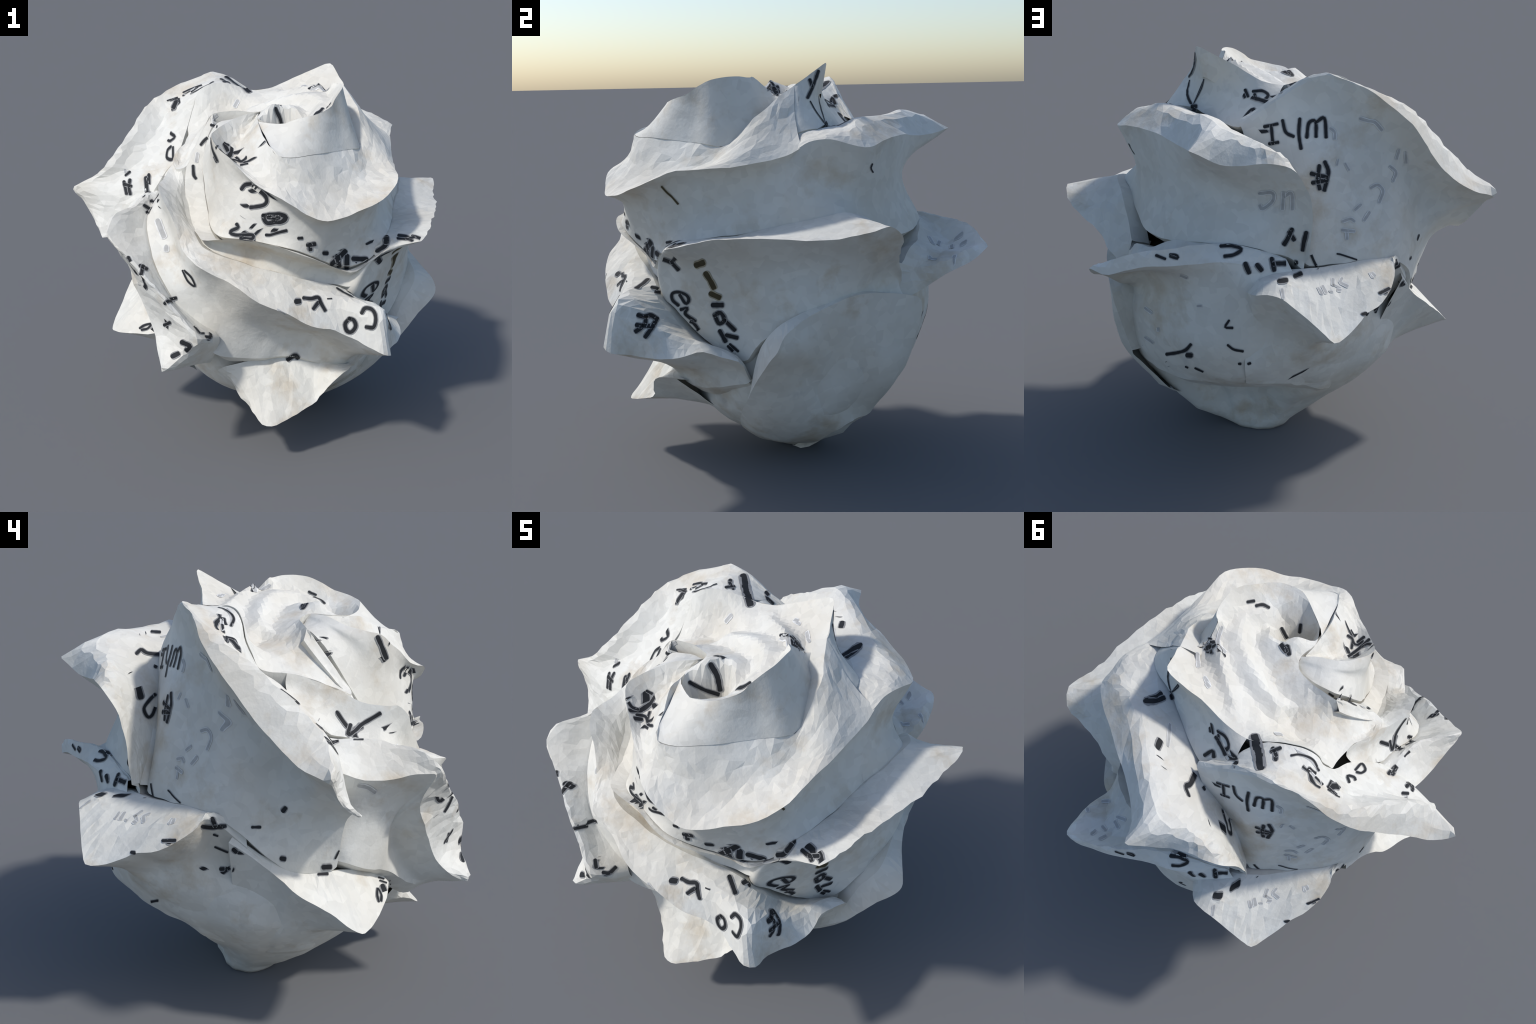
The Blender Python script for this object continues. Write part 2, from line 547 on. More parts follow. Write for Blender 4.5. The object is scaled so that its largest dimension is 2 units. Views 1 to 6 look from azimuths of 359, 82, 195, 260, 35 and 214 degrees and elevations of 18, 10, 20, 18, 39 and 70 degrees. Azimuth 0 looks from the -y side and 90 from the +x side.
# ------------------------------------------------------------------ petals, from the bud outwards
# 1: the large petal in front that wraps the bud
petal("petal",
      [[(-.03, -.29, 1.705), (-.035, -.33, 1.70), (-.035, -.37, 1.695), (-.035, -.42, 1.69), (-.035, -.48, 1.69),
        (-.03, -.51, 1.68), (-.018, -.553, 1.65), (-.005, -.58, 1.635), (.005, -.61, 1.622), (.015, -.64, 1.612),
        (.035, -.68, 1.60), (.056, -.71, 1.575), (.10, -.70, 1.572), (.16, -.67, 1.572), (.23, -.62, 1.57),
        (.30, -.55, 1.565), (.37, -.46, 1.555), (.43, -.40, 1.548), (.482, -.31, 1.536), (.486, -.241, 1.588),
        (.491, -.189, 1.646), (.486, -.115, 1.699), (.457, -.059, 1.748), (.427, .015, 1.796)],
       [(-.045, -.285, 1.69), (-.06, -.32, 1.67), (-.09, -.36, 1.64), (-.12, -.41, 1.60), (-.14, -.46, 1.565),
        (-.145, -.51, 1.54), (-.125, -.56, 1.525), (-.09, -.62, 1.515), (-.05, -.67, 1.495), (-.01, -.72, 1.47),
        (.03, -.745, 1.475), (.08, -.745, 1.465), (.14, -.745, 1.445), (.21, -.735, 1.42), (.28, -.70, 1.40),
        (.355, -.64, 1.405), (.42, -.575, 1.42), (.475, -.505, 1.43), (.525, -.43, 1.445), (.57, -.345, 1.48),
        (.595, -.25, 1.525), (.60, -.16, 1.555), (.59, -.08, 1.59), (.57, .0, 1.62)]],
      [(-.017, -.271, 1.71), (-.066, -.31, 1.707), (-.131, -.343, 1.702), (-.19, -.385, 1.68), (-.235, -.448, 1.66),
       (-.262, -.51, 1.64), (-.223, -.569, 1.593), (-.16, -.632, 1.547), (-.099, -.687, 1.497), (-.045, -.745, 1.45),
       (.028, -.812, 1.423), (.101, -.845, 1.388), (.173, -.853, 1.344), (.251, -.857, 1.314), (.33, -.83, 1.313),
       (.403, -.783, 1.326), (.508, -.738, 1.36), (.584, -.661, 1.395), (.633, -.568, 1.437), (.64, -.43, 1.453),
       (.653, -.287, 1.457), (.66, -.18, 1.472), (.675, -.07, 1.495), (.68, .0, 1.535)],
      [[(-.02, -.26, 1.70), (-.075, -.285, 1.70), (-.14, -.31, 1.69), (-.205, -.35, 1.67), (-.25, -.41, 1.635),
        (-.265, -.475, 1.58), (-.232, -.548, 1.526), (-.165, -.61, 1.48), (-.09, -.66, 1.445), (-.04, -.71, 1.42),
        (.03, -.765, 1.39), (.10, -.79, 1.35), (.165, -.79, 1.31), (.235, -.785, 1.28), (.31, -.76, 1.275),
        (.38, -.715, 1.285), (.475, -.665, 1.315), (.545, -.59, 1.345), (.585, -.505, 1.385), (.595, -.39, 1.40),
        (.605, -.27, 1.41), (.62, -.17, 1.425), (.645, -.08, 1.45), (.66, -.01, 1.48)],
       [(-.02, -.25, 1.69), (-.08, -.265, 1.685), (-.15, -.285, 1.68), (-.21, -.33, 1.65), (-.25, -.37, 1.60),
        (-.27, -.42, 1.52), (-.26, -.48, 1.44), (-.235, -.55, 1.37), (-.18, -.63, 1.32), (-.13, -.68, 1.30),
        (-.06, -.72, 1.30), (.03, -.755, 1.28), (.10, -.765, 1.25), (.17, -.765, 1.20), (.24, -.745, 1.165),
        (.315, -.695, 1.13), (.39, -.645, 1.12), (.48, -.58, 1.16), (.54, -.49, 1.22), (.58, -.37, 1.26),
        (.605, -.25, 1.285), (.625, -.17, 1.305), (.65, -.09, 1.335), (.66, -.02, 1.36)],
       [(-.03, -.235, 1.67), (-.09, -.22, 1.67), (-.17, -.22, 1.665), (-.24, -.24, 1.65), (-.29, -.29, 1.57),
        (-.31, -.35, 1.45), (-.295, -.42, 1.34), (-.28, -.48, 1.26), (-.265, -.56, 1.20), (-.23, -.64, 1.185),
        (-.17, -.69, 1.185), (-.08, -.725, 1.185), (.03, -.77, 1.175), (.125, -.785, 1.155), (.21, -.75, 1.11),
        (.30, -.69, 1.055), (.40, -.645, 1.02), (.50, -.60, 1.04), (.58, -.54, 1.115), (.625, -.42, 1.148),
        (.655, -.28, 1.165), (.675, -.19, 1.185), (.69, -.11, 1.20), (.71, -.05, 1.212)]])

# 2: the pointed petal behind the bud
petal("petal", [], [(.44, -.045, 1.745)] + RIM_TOP,
      [[(.505, -.045, 1.665), (.505, .03, 1.695), (.455, .075, 1.71), (.365, .13, 1.755), (.275, .165, 1.735),
        (.20, .195, 1.71), (.11, .24, 1.695), (.03, .25, 1.71), (-.05, .25, 1.74)],
       [(.58, -.06, 1.575), (.575, .03, 1.60), (.525, .105, 1.605), (.39, .165, 1.615), (.30, .225, 1.60),
        (.21, .29, 1.585), (.11, .35, 1.58), (.02, .35, 1.63), (-.06, .32, 1.70)]], 0.7)

# 3: the petal with two peaks behind on the right
D_RIM = [(.65, -.06, 1.485), (.68, .0, 1.54), (.692, .058, 1.563), (.711, .127, 1.567), (.715, .20, 1.548), (.717, .28, 1.532),
         (.64, .37, 1.55), (.553, .429, 1.56), (.43, .522, 1.563), (.318, .607, 1.554), (.198, .731, 1.553),
         (.155, .828, 1.573), (.10, .797, 1.54), (.044, .761, 1.511), (-.021, .723, 1.508), (-.092, .703, 1.519),
         (-.167, .693, 1.52), (-.231, .668, 1.497), (-.269, .624, 1.426), (-.296, .606, 1.352), (-.30, .593, 1.268),
         (-.294, .59, 1.186), (-.285, .585, 1.09)]
D_CREST = [(.61, -.07, 1.53), (.64, -.01, 1.555), (.65, .05, 1.58), (.66, .12, 1.59), (.65, .18, 1.595), (.62, .24, 1.605),
           (.56, .27, 1.63), (.50, .30, 1.65), (.42, .37, 1.65), (.30, .50, 1.655), (.17, .60, 1.67),
           (.09, .67, 1.65), (.03, .665, 1.63), (-.02, .65, 1.61), (-.07, .635, 1.59), (-.12, .625, 1.565),
           (-.17, .615, 1.54), (-.21, .60, 1.48), (-.235, .58, 1.41), (-.25, .57, 1.34), (-.255, .56, 1.26),
           (-.26, .555, 1.18), (-.27, .555, 1.09)]
D_ROOT = [(.56, -.04, 1.585), (.56, .02, 1.60), (.545, .06, 1.60), (.52, .10, 1.60), (.49, .14, 1.605), (.45, .18, 1.61),
          (.40, .21, 1.61), (.34, .25, 1.605), (.27, .29, 1.60), (.20, .34, 1.58), (.13, .375, 1.57),
          (.08, .40, 1.55), (.04, .415, 1.52), (0, .425, 1.49), (-.04, .435, 1.45), (-.08, .44, 1.41),
          (-.11, .45, 1.37), (-.14, .465, 1.31), (-.17, .48, 1.26), (-.20, .50, 1.20), (-.22, .515, 1.16),
          (-.245, .535, 1.12), (-.26, .55, 1.08)]
D_WALL = [(.645, -.08, 1.355), (.67, -.03, 1.37), (.675, .03, 1.38), (.675, .10, 1.37), (.67, .17, 1.35), (.65, .24, 1.34),
          (.60, .32, 1.33), (.53, .39, 1.33), (.43, .47, 1.33), (.33, .53, 1.34), (.23, .575, 1.37),
          (.15, .60, 1.39), (.09, .605, 1.37), (.04, .60, 1.35), (-.01, .595, 1.34), (-.06, .59, 1.33),
          (-.12, .59, 1.32), (-.17, .59, 1.31), (-.205, .58, 1.30), (-.235, .575, 1.26), (-.25, .565, 1.20),
          (-.26, .56, 1.14), (-.265, .555, 1.07)]
D_FOOT = [(.69, -.11, 1.203), (.71, -.05, 1.212), (.73, .02, 1.225), (.745, .09, 1.24), (.745, .165, 1.25), (.68, .24, 1.22),
          (.63, .31, 1.17), (.57, .39, 1.13), (.50, .49, 1.11), (.41, .57, 1.11), (.32, .62, 1.12),
          (.25, .66, 1.135), (.20, .675, 1.145), (.15, .68, 1.15), (.09, .675, 1.15), (.04, .665, 1.15),
          (-.02, .65, 1.145), (-.08, .63, 1.13), (-.13, .61, 1.11), (-.18, .59, 1.10), (-.22, .575, 1.08),
          (-.24, .565, 1.05), (-.26, .555, 1.03)]
petal("petal", [D_ROOT, D_CREST], D_RIM, [D_WALL, D_FOOT], 0.8)

# 4: the big petal on the left, its rim rolled into a broad band
H_UP = [(.099, .363, 1.619), (.007, .351, 1.68), (-.073, .328, 1.746), (-.164, .323, 1.805), (-.268, .32, 1.84),
        (-.358, .295, 1.81), (-.446, .263, 1.779), (-.532, .228, 1.742), (-.60, .185, 1.698), (-.65, .12, 1.65),
        (-.69, .06, 1.59), (-.735, 0, 1.53), (-.783, -.05, 1.467), (-.83, -.10, 1.41), (-.90, -.11, 1.35),
        (-.993, -.105, 1.30), (-.942, -.125, 1.24), (-.90, -.15, 1.18), (-.867, -.20, 1.12), (-.84, -.25, 1.065)]
H_LOW = [(.095, .385, 1.60), (0, .37, 1.665), (-.08, .35, 1.725), (-.165, .34, 1.785), (-.272, .325, 1.815),
         (-.36, .30, 1.803), (-.44, .293, 1.78), (-.515, .287, 1.738), (-.575, .275, 1.688), (-.64, .248, 1.635),
         (-.69, .195, 1.555), (-.735, .145, 1.475), (-.785, .095, 1.405), (-.85, .045, 1.347), (-.92, 0, 1.30),
         (-.997, -.075, 1.265), (-.955, -.11, 1.225), (-.915, -.14, 1.165), (-.875, -.18, 1.11), (-.84, -.235, 1.06)]
petal("petal",
      [[(.05, .33, 1.64), (-.02, .31, 1.69), (-.06, .25, 1.735), (-.12, .185, 1.77), (-.20, .145, 1.795),
        (-.26, .12, 1.795), (-.31, .105, 1.778), (-.352, .097, 1.735), (-.369, .09, 1.685), (-.39, .068, 1.622),
        (-.41, .035, 1.56), (-.425, -.03, 1.51), (-.45, -.08, 1.46), (-.475, -.115, 1.42), (-.505, -.145, 1.39),
        (-.54, -.18, 1.345), (-.575, -.205, 1.29), (-.60, -.22, 1.23), (-.63, -.235, 1.14), (-.65, -.22, 1.06)],
       [(.07, .35, 1.63), (-.01, .33, 1.69), (-.08, .31, 1.745), (-.17, .285, 1.80), (-.265, .25, 1.82),
        (-.36, .22, 1.78), (-.42, .19, 1.735), (-.477, .155, 1.685), (-.52, .13, 1.635), (-.55, .10, 1.585),
        (-.585, .05, 1.53), (-.629, 0, 1.474), (-.66, -.045, 1.42), (-.70, -.085, 1.38), (-.75, -.12, 1.35),
        (-.79, -.16, 1.305), (-.79, -.185, 1.25), (-.78, -.20, 1.19), (-.76, -.215, 1.12), (-.73, -.22, 1.06)],
       H_UP],
      H_LOW,
      [[(.08, .395, 1.585), (-.01, .385, 1.63), (-.09, .37, 1.65), (-.17, .355, 1.67), (-.27, .335, 1.66),
        (-.35, .30, 1.66), (-.42, .275, 1.64), (-.48, .255, 1.61), (-.525, .24, 1.57), (-.56, .22, 1.52),
        (-.59, .17, 1.46), (-.62, .11, 1.40), (-.66, .05, 1.34), (-.71, -.01, 1.28), (-.76, -.05, 1.23),
        (-.80, -.08, 1.18), (-.81, -.11, 1.16), (-.80, -.15, 1.12), (-.79, -.19, 1.08), (-.78, -.23, 1.05)],
       [(.05, .41, 1.53), (-.04, .42, 1.50), (-.12, .425, 1.47), (-.20, .425, 1.45), (-.28, .412, 1.42),
        (-.34, .39, 1.38), (-.40, .35, 1.34), (-.46, .325, 1.33), (-.52, .28, 1.32), (-.575, .24, 1.31),
        (-.61, .19, 1.26), (-.635, .14, 1.21), (-.655, .08, 1.17), (-.675, .02, 1.13), (-.69, -.03, 1.09),
        (-.70, -.08, 1.05), (-.70, -.12, 1.02), (-.70, -.15, 1.0), (-.70, -.18, .98), (-.70, -.22, .97)],
       [(0, .42, 1.48), (-.06, .43, 1.42), (-.12, .45, 1.33), (-.18, .475, 1.20), (-.25, .52, 1.06),
        (-.30, .50, 1.04), (-.355, .465, 1.04), (-.42, .43, 1.044), (-.49, .38, 1.05), (-.57, .31, 1.04),
        (-.625, .25, 1.01), (-.655, .19, .96), (-.665, .13, .90), (-.66, .07, .84), (-.65, .01, .79),
        (-.64, -.05, .76), (-.636, -.10, .752), (-.636, -.15, .75), (-.638, -.18, .755), (-.64, -.20, .77)]], 0.8, tuck=.02, down=.12)

# 5: the narrow petal that spirals round the front from the bud
M_RIM = [(-.258, -.192, 1.692), (-.297, -.226, 1.636), (-.328, -.262, 1.576), (-.355, -.297, 1.516),
         (-.386, -.333, 1.457), (-.398, -.36, 1.391), (-.396, -.39, 1.315), (-.388, -.425, 1.245),
         (-.36, -.52, 1.195), (-.33, -.60, 1.178), (-.30, -.675, 1.17), (-.22, -.725, 1.19), (-.149, -.748, 1.20),
         (-.08, -.758, 1.195), (-.01, -.785, 1.185), (.058, -.811, 1.175), (.128, -.809, 1.146), (.199, -.786, 1.112),
         (.272, -.72, 1.063), (.346, -.665, 1.015), (.42, -.65, .99), (.50, -.63, 1.035), (.56, -.615, 1.08)]
M_FOOT = [(-.29, -.17, 1.65), (-.33, -.20, 1.60), (-.37, -.24, 1.54), (-.40, -.28, 1.48), (-.41, -.32, 1.43),
          (-.40, -.37, 1.34), (-.385, -.42, 1.27), (-.37, -.46, 1.22), (-.35, -.53, 1.18), (-.325, -.59, 1.15),
          (-.28, -.64, 1.12), (-.21, -.67, 1.09), (-.14, -.68, 1.06), (-.07, -.685, 1.035), (0, -.69, 1.01),
          (.07, -.69, .99), (.13, -.68, .97), (.20, -.665, .955), (.27, -.645, .94), (.34, -.625, .925),
          (.40, -.615, .905), (.44, -.615, .92), (.46, -.62, .95)]
M_INNER = [(-.25, -.22, 1.66), (-.28, -.25, 1.60), (-.30, -.29, 1.54), (-.31, -.33, 1.46), (-.31, -.36, 1.40),
           (-.30, -.40, 1.34), (-.29, -.43, 1.28), (-.28, -.47, 1.24), (-.27, -.54, 1.19), (-.25, -.60, 1.17),
           (-.235, -.64, 1.165), (-.18, -.68, 1.175), (-.12, -.705, 1.18), (-.06, -.72, 1.18), (0, -.755, 1.172),
           (.06, -.78, 1.165), (.125, -.78, 1.145), (.19, -.755, 1.11), (.265, -.70, 1.06), (.34, -.645, 1.015),
           (.41, -.625, .995), (.50, -.60, 1.03), (.56, -.575, 1.08)]
petal("petal", [M_INNER], M_RIM, [between(M_RIM, M_FOOT, .5, (.0, .02, .03, .07, .07, .05, .02)), M_FOOT], 0.7)

# 6: the petal of the front left, its lip carrying large letters
L_RIM = [(-.40, -.07, 1.54), (-.412, -.13, 1.525), (-.437, -.178, 1.51), (-.456, -.226, 1.487), (-.46, -.277, 1.465), (-.483, -.328, 1.43), (-.505, -.40, 1.405), (-.52, -.46, 1.398), (-.518, -.505, 1.392),
         (-.50, -.556, 1.345), (-.464, -.578, 1.29), (-.435, -.606, 1.227), (-.417, -.64, 1.164), (-.389, -.70, 1.115),
         (-.338, -.785, 1.087), (-.276, -.802, 1.055), (-.213, -.81, 1.022), (-.152, -.84, .995), (-.096, -.866, .965),
         (-.04, -.878, .93), (.024, -.881, .899), (.088, -.881, .87), (.153, -.868, .829), (.218, -.86, .796),
         (.291, -.835, .775), (.358, -.818, .74), (.421, -.839, .717), (.481, -.863, .685), (.54, -.888, .66),
         (.585, -.85, .64), (.585, -.775, .632), (.613, -.707, .624), (.649, -.652, .623), (.67, -.588, .626),
         (.682, -.523, .64), (.68, -.453, .652), (.69, -.36, .622), (.715, -.28, .597), (.66, -.235, .50)]
L_LIP = [(-.39, -.07, 1.53), (-.40, -.13, 1.51), (-.415, -.18, 1.495), (-.425, -.24, 1.465), (-.425, -.325, 1.43), (-.43, -.36, 1.38), (-.435, -.41, 1.35), (-.44, -.45, 1.33), (-.44, -.49, 1.31),
         (-.43, -.52, 1.28), (-.41, -.55, 1.25), (-.395, -.585, 1.21), (-.38, -.63, 1.165), (-.365, -.69, 1.125),
         (-.325, -.765, 1.097), (-.27, -.785, 1.075), (-.21, -.79, 1.05), (-.15, -.797, 1.03), (-.09, -.80, 1.005),
         (-.03, -.803, .985), (.03, -.806, .965), (.09, -.80, .95), (.15, -.788, .935), (.21, -.78, .925),
         (.27, -.776, .915), (.33, -.778, .903), (.39, -.78, .893), (.45, -.795, .882), (.52, -.81, .875),
         (.545, -.79, .86), (.56, -.75, .83), (.575, -.70, .79), (.58, -.65, .755), (.60, -.58, .72),
         (.61, -.50, .695), (.62, -.43, .675), (.64, -.35, .645), (.67, -.28, .61), (.655, -.24, .53)]
L_ROOT = [(-.38, -.07, 1.50), (-.39, -.14, 1.48), (-.40, -.20, 1.46), (-.405, -.27, 1.445), (-.41, -.335, 1.43), (-.40, -.37, 1.34), (-.40, -.42, 1.29), (-.395, -.45, 1.255), (-.385, -.49, 1.23),
          (-.37, -.52, 1.21), (-.355, -.55, 1.195), (-.34, -.585, 1.17), (-.325, -.62, 1.15), (-.305, -.66, 1.13),
          (-.27, -.69, 1.12), (-.22, -.71, 1.105), (-.17, -.72, 1.09), (-.11, -.725, 1.07), (-.05, -.73, 1.05),
          (.01, -.73, 1.035), (.06, -.725, 1.02), (.11, -.715, 1.0), (.17, -.70, .98), (.23, -.68, .96),
          (.29, -.66, .945), (.35, -.645, .92), (.40, -.635, .89), (.43, -.635, .86), (.46, -.63, .84),
          (.47, -.60, .81), (.485, -.565, .77), (.495, -.53, .73), (.51, -.49, .70), (.53, -.45, .67),
          (.55, -.40, .645), (.57, -.36, .63), (.60, -.31, .60), (.63, -.265, .575), (.645, -.24, .52)]
L_FOOT = [(-.46, -.07, 1.45), (-.475, -.10, 1.42), (-.50, -.14, 1.39), (-.52, -.17, 1.355),
          (-.535, -.21, 1.31), (-.545, -.26, 1.295), (-.56, -.32, 1.275), (-.575, -.37, 1.255), (-.585, -.42, 1.23),
          (-.585, -.465, 1.195), (-.58, -.505, 1.15), (-.565, -.55, 1.095), (-.545, -.59, 1.035), (-.51, -.63, .975),
          (-.465, -.665, .90), (-.415, -.685, .82), (-.365, -.70, .745), (-.33, -.705, .68), (-.285, -.70, .62),
          (-.23, -.69, .58), (-.16, -.67, .56), (-.10, -.65, .545), (-.03, -.63, .535), (.04, -.60, .53),
          (.11, -.585, .525), (.18, -.575, .51), (.24, -.565, .485), (.29, -.55, .465), (.34, -.535, .45),
          (.38, -.52, .43), (.42, -.49, .42), (.45, -.46, .42), (.48, -.43, .42), (.51, -.40, .43),
          (.54, -.36, .44), (.56, -.33, .45), (.59, -.29, .46), (.62, -.25, .47), (.63, -.235, .48)]
petal("petal", [L_ROOT, L_LIP], L_RIM, [between(L_RIM, L_FOOT, .5, (.02, .02, .03, .04, .05, .09, .10, .10, .08, .06, .03)), L_FOOT])

# 7: the petal of the left front, folded into a hanging lip
I_RIDGE = [(-.60, -.15, 1.285), (-.618, -.24, 1.294), (-.622, -.32, 1.295), (-.64, -.40, 1.288), (-.69, -.475, 1.276),
           (-.74, -.535, 1.258), (-.755, -.60, 1.19), (-.71, -.64, 1.13), (-.657, -.673, 1.085), (-.575, -.731, 1.0),
           (-.50, -.78, .93), (-.42, -.83, .84), (-.365, -.865, .76), (-.40, -.84, .67), (-.478, -.85, .597),
           (-.50, -.825, .565)]
I_EDGE = [(-.70, -.15, 1.22), (-.72, -.215, 1.20), (-.74, -.305, 1.165), (-.75, -.40, 1.165), (-.76, -.48, 1.18),
          (-.77, -.55, 1.18), (-.765, -.575, 1.165), (-.735, -.555, 1.11), (-.719, -.534, 1.06), (-.679, -.542, 1.0),
          (-.656, -.574, .922), (-.615, -.602, .846), (-.579, -.632, .767), (-.549, -.673, .691), (-.536, -.732, .621),
          (-.505, -.81, .567)]
I_ROOT = [(-.55, -.20, 1.30), (-.56, -.25, 1.29), (-.575, -.31, 1.275), (-.585, -.37, 1.25), (-.60, -.42, 1.225),
          (-.605, -.465, 1.19), (-.60, -.505, 1.15), (-.585, -.55, 1.095), (-.56, -.59, 1.035), (-.52, -.63, .97),
          (-.46, -.67, .88), (-.37, -.72, .79), (-.27, -.80, .725), (-.285, -.77, .65), (-.31, -.72, .58),
          (-.33, -.69, .54)]
I_FOOT = [(-.64, -.19, .80), (-.65, -.24, .785), (-.645, -.28, .765), (-.63, -.32, .745), (-.61, -.36, .725),
          (-.59, -.39, .71), (-.57, -.42, .695), (-.55, -.445, .68), (-.53, -.475, .66), (-.51, -.50, .64),
          (-.49, -.52, .62), (-.47, -.54, .60), (-.45, -.57, .57), (-.43, -.60, .55), (-.41, -.63, .53),
          (-.39, -.67, .52)]
petal("petal", [I_ROOT, I_RIDGE], I_EDGE, [between(I_EDGE, I_FOOT, .45, (.02, .05, .07, .08, .08, .06, .03)), I_FOOT])

# 8: the petal of the right side, torn along its rim
E_RIM = [(.53, -.60, 1.055), (.593, -.601, 1.098), (.66, -.60, 1.112), (.767, -.582, 1.133), (.80, -.50, 1.15), (.835, -.41, 1.17),
         (.87, -.30, 1.18), (.908, -.16, 1.18), (.943, .057, 1.172), (.955, .161, 1.185), (.972, .242, 1.206),
         (.98, .322, 1.222), (.93, .386, 1.165), (.875, .39, 1.11), (.785, .41, 1.055), (.71, .44, .97), (.61, .46, .90)]
petal("petal",
      [[(.50, -.56, 1.075), (.56, -.575, 1.11), (.59, -.54, 1.135), (.61, -.48, 1.142), (.629, -.428, 1.148), (.64, -.36, 1.153),
        (.655, -.29, 1.16), (.675, -.20, 1.183), (.709, -.077, 1.211), (.735, 0, 1.225), (.75, .08, 1.243),
        (.768, .165, 1.263), (.755, .22, 1.25), (.71, .285, 1.225), (.67, .34, 1.18), (.63, .39, 1.11), (.59, .44, 1.03)]],
      E_RIM,
      [[(.44, -.60, .99), (.50, -.625, 1.03), (.55, -.57, 1.04), (.61, -.52, 1.04), (.65, -.45, 1.03), (.69, -.40, 1.02),
        (.73, -.32, 1.03), (.79, -.18, 1.04), (.83, .03, 1.04), (.84, .13, 1.05), (.85, .22, 1.06),
        (.85, .29, 1.07), (.835, .32, 1.05), (.78, .345, 1.02), (.73, .38, .99), (.68, .43, .94), (.61, .46, .87)],
       [(.38, -.58, .92), (.44, -.63, .93), (.49, -.58, .92), (.55, -.51, .87), (.60, -.43, .85), (.63, -.36, .82),
        (.67, -.28, .82), (.75, -.19, .87), (.80, -.01, .925), (.80, .10, .95), (.80, .20, .97),
        (.785, .25, .97), (.765, .28, .95), (.73, .33, .94), (.70, .38, .92), (.67, .44, .90), (.61, .46, .84)],
       [(.34, -.54, .84), (.41, -.60, .84), (.47, -.55, .80), (.52, -.46, .70), (.57, -.38, .64), (.60, -.31, .60),
        (.64, -.25, .59), (.72, -.20, .69), (.79, -.07, .80), (.80, .05, .85), (.77, .18, .86),
        (.75, .26, .87), (.73, .33, .86), (.70, .38, .86), (.68, .43, .86), (.66, .47, .85), (.60, .46, .80)]], 0.8, jag=.016)

# 9: the smooth petal low on the right
P_RIM = [(.25, -.20, .10), (.40, -.26, .20), (.55, -.27, .32), (.68, -.255, .42), (.76, -.235, .51),
         (.83, -.205, .59), (.905, -.18, .66), (.935, -.15, .71), (.92, -.12, .765), (.885, -.065, .80),
         (.85, .0, .835), (.82, .09, .865), (.81, .19, .90), (.79, .29, .905), (.745, .39, .89),
         (.70, .47, .87), (.658, .541, .84), (.63, .56, .76), (.60, .545, .65), (.575, .50, .50)]
P_INNER = [(.25, -.15, .12), (.40, -.21, .22), (.54, -.23, .34), (.65, -.235, .45), (.70, -.225, .56),
           (.74, -.21, .65), (.78, -.19, .71), (.815, -.155, .765), (.82, -.105, .805), (.81, -.045, .83),
           (.80, .02, .855), (.785, .10, .88), (.77, .19, .905), (.75, .28, .905), (.71, .37, .885),
           (.67, .44, .865), (.63, .50, .83), (.60, .51, .75), (.57, .50, .65), (.54, .46, .50)]
P_SIDE = [(.27, -.15, .07), (.43, -.19, .16), (.59, -.18, .27), (.69, -.155, .37), (.735, -.14, .45),
          (.77, -.11, .52), (.80, -.085, .58), (.82, -.05, .625), (.83, -.01, .66), (.81, .04, .69),
          (.785, .09, .71), (.765, .15, .72), (.74, .22, .72), (.725, .29, .71), (.715, .37, .705),
          (.70, .43, .695), (.675, .48, .68), (.65, .515, .64), (.62, .50, .56), (.58, .47, .46)]
P_LOW = [(.28, -.05, .05), (.43, -.07, .11), (.56, -.05, .20), (.63, -.02, .28), (.67, 0, .35),
         (.685, .03, .40), (.68, .06, .425), (.665, .09, .435), (.655, .12, .44), (.65, .15, .445),
         (.65, .18, .45), (.65, .22, .46), (.655, .26, .47), (.66, .31, .48), (.67, .355, .49),
         (.665, .40, .485), (.65, .425, .47), (.62, .44, .45), (.59, .445, .43), (.55, .45, .42)]
P_FOOT = [(.27, .05, .04), (.37, .08, .07), (.45, .11, .11), (.50, .14, .15), (.53, .16, .18),
          (.55, .18, .20), (.56, .20, .215), (.565, .21, .225), (.565, .23, .235), (.56, .25, .24),
          (.555, .26, .245), (.55, .28, .25), (.54, .30, .25), (.53, .32, .25), (.52, .33, .25),
          (.505, .35, .255), (.49, .36, .26), (.475, .37, .265), (.46, .38, .27), (.44, .385, .27)]
petal("petal", [P_INNER], P_RIM, [P_SIDE, P_LOW, P_FOOT], 0.55)

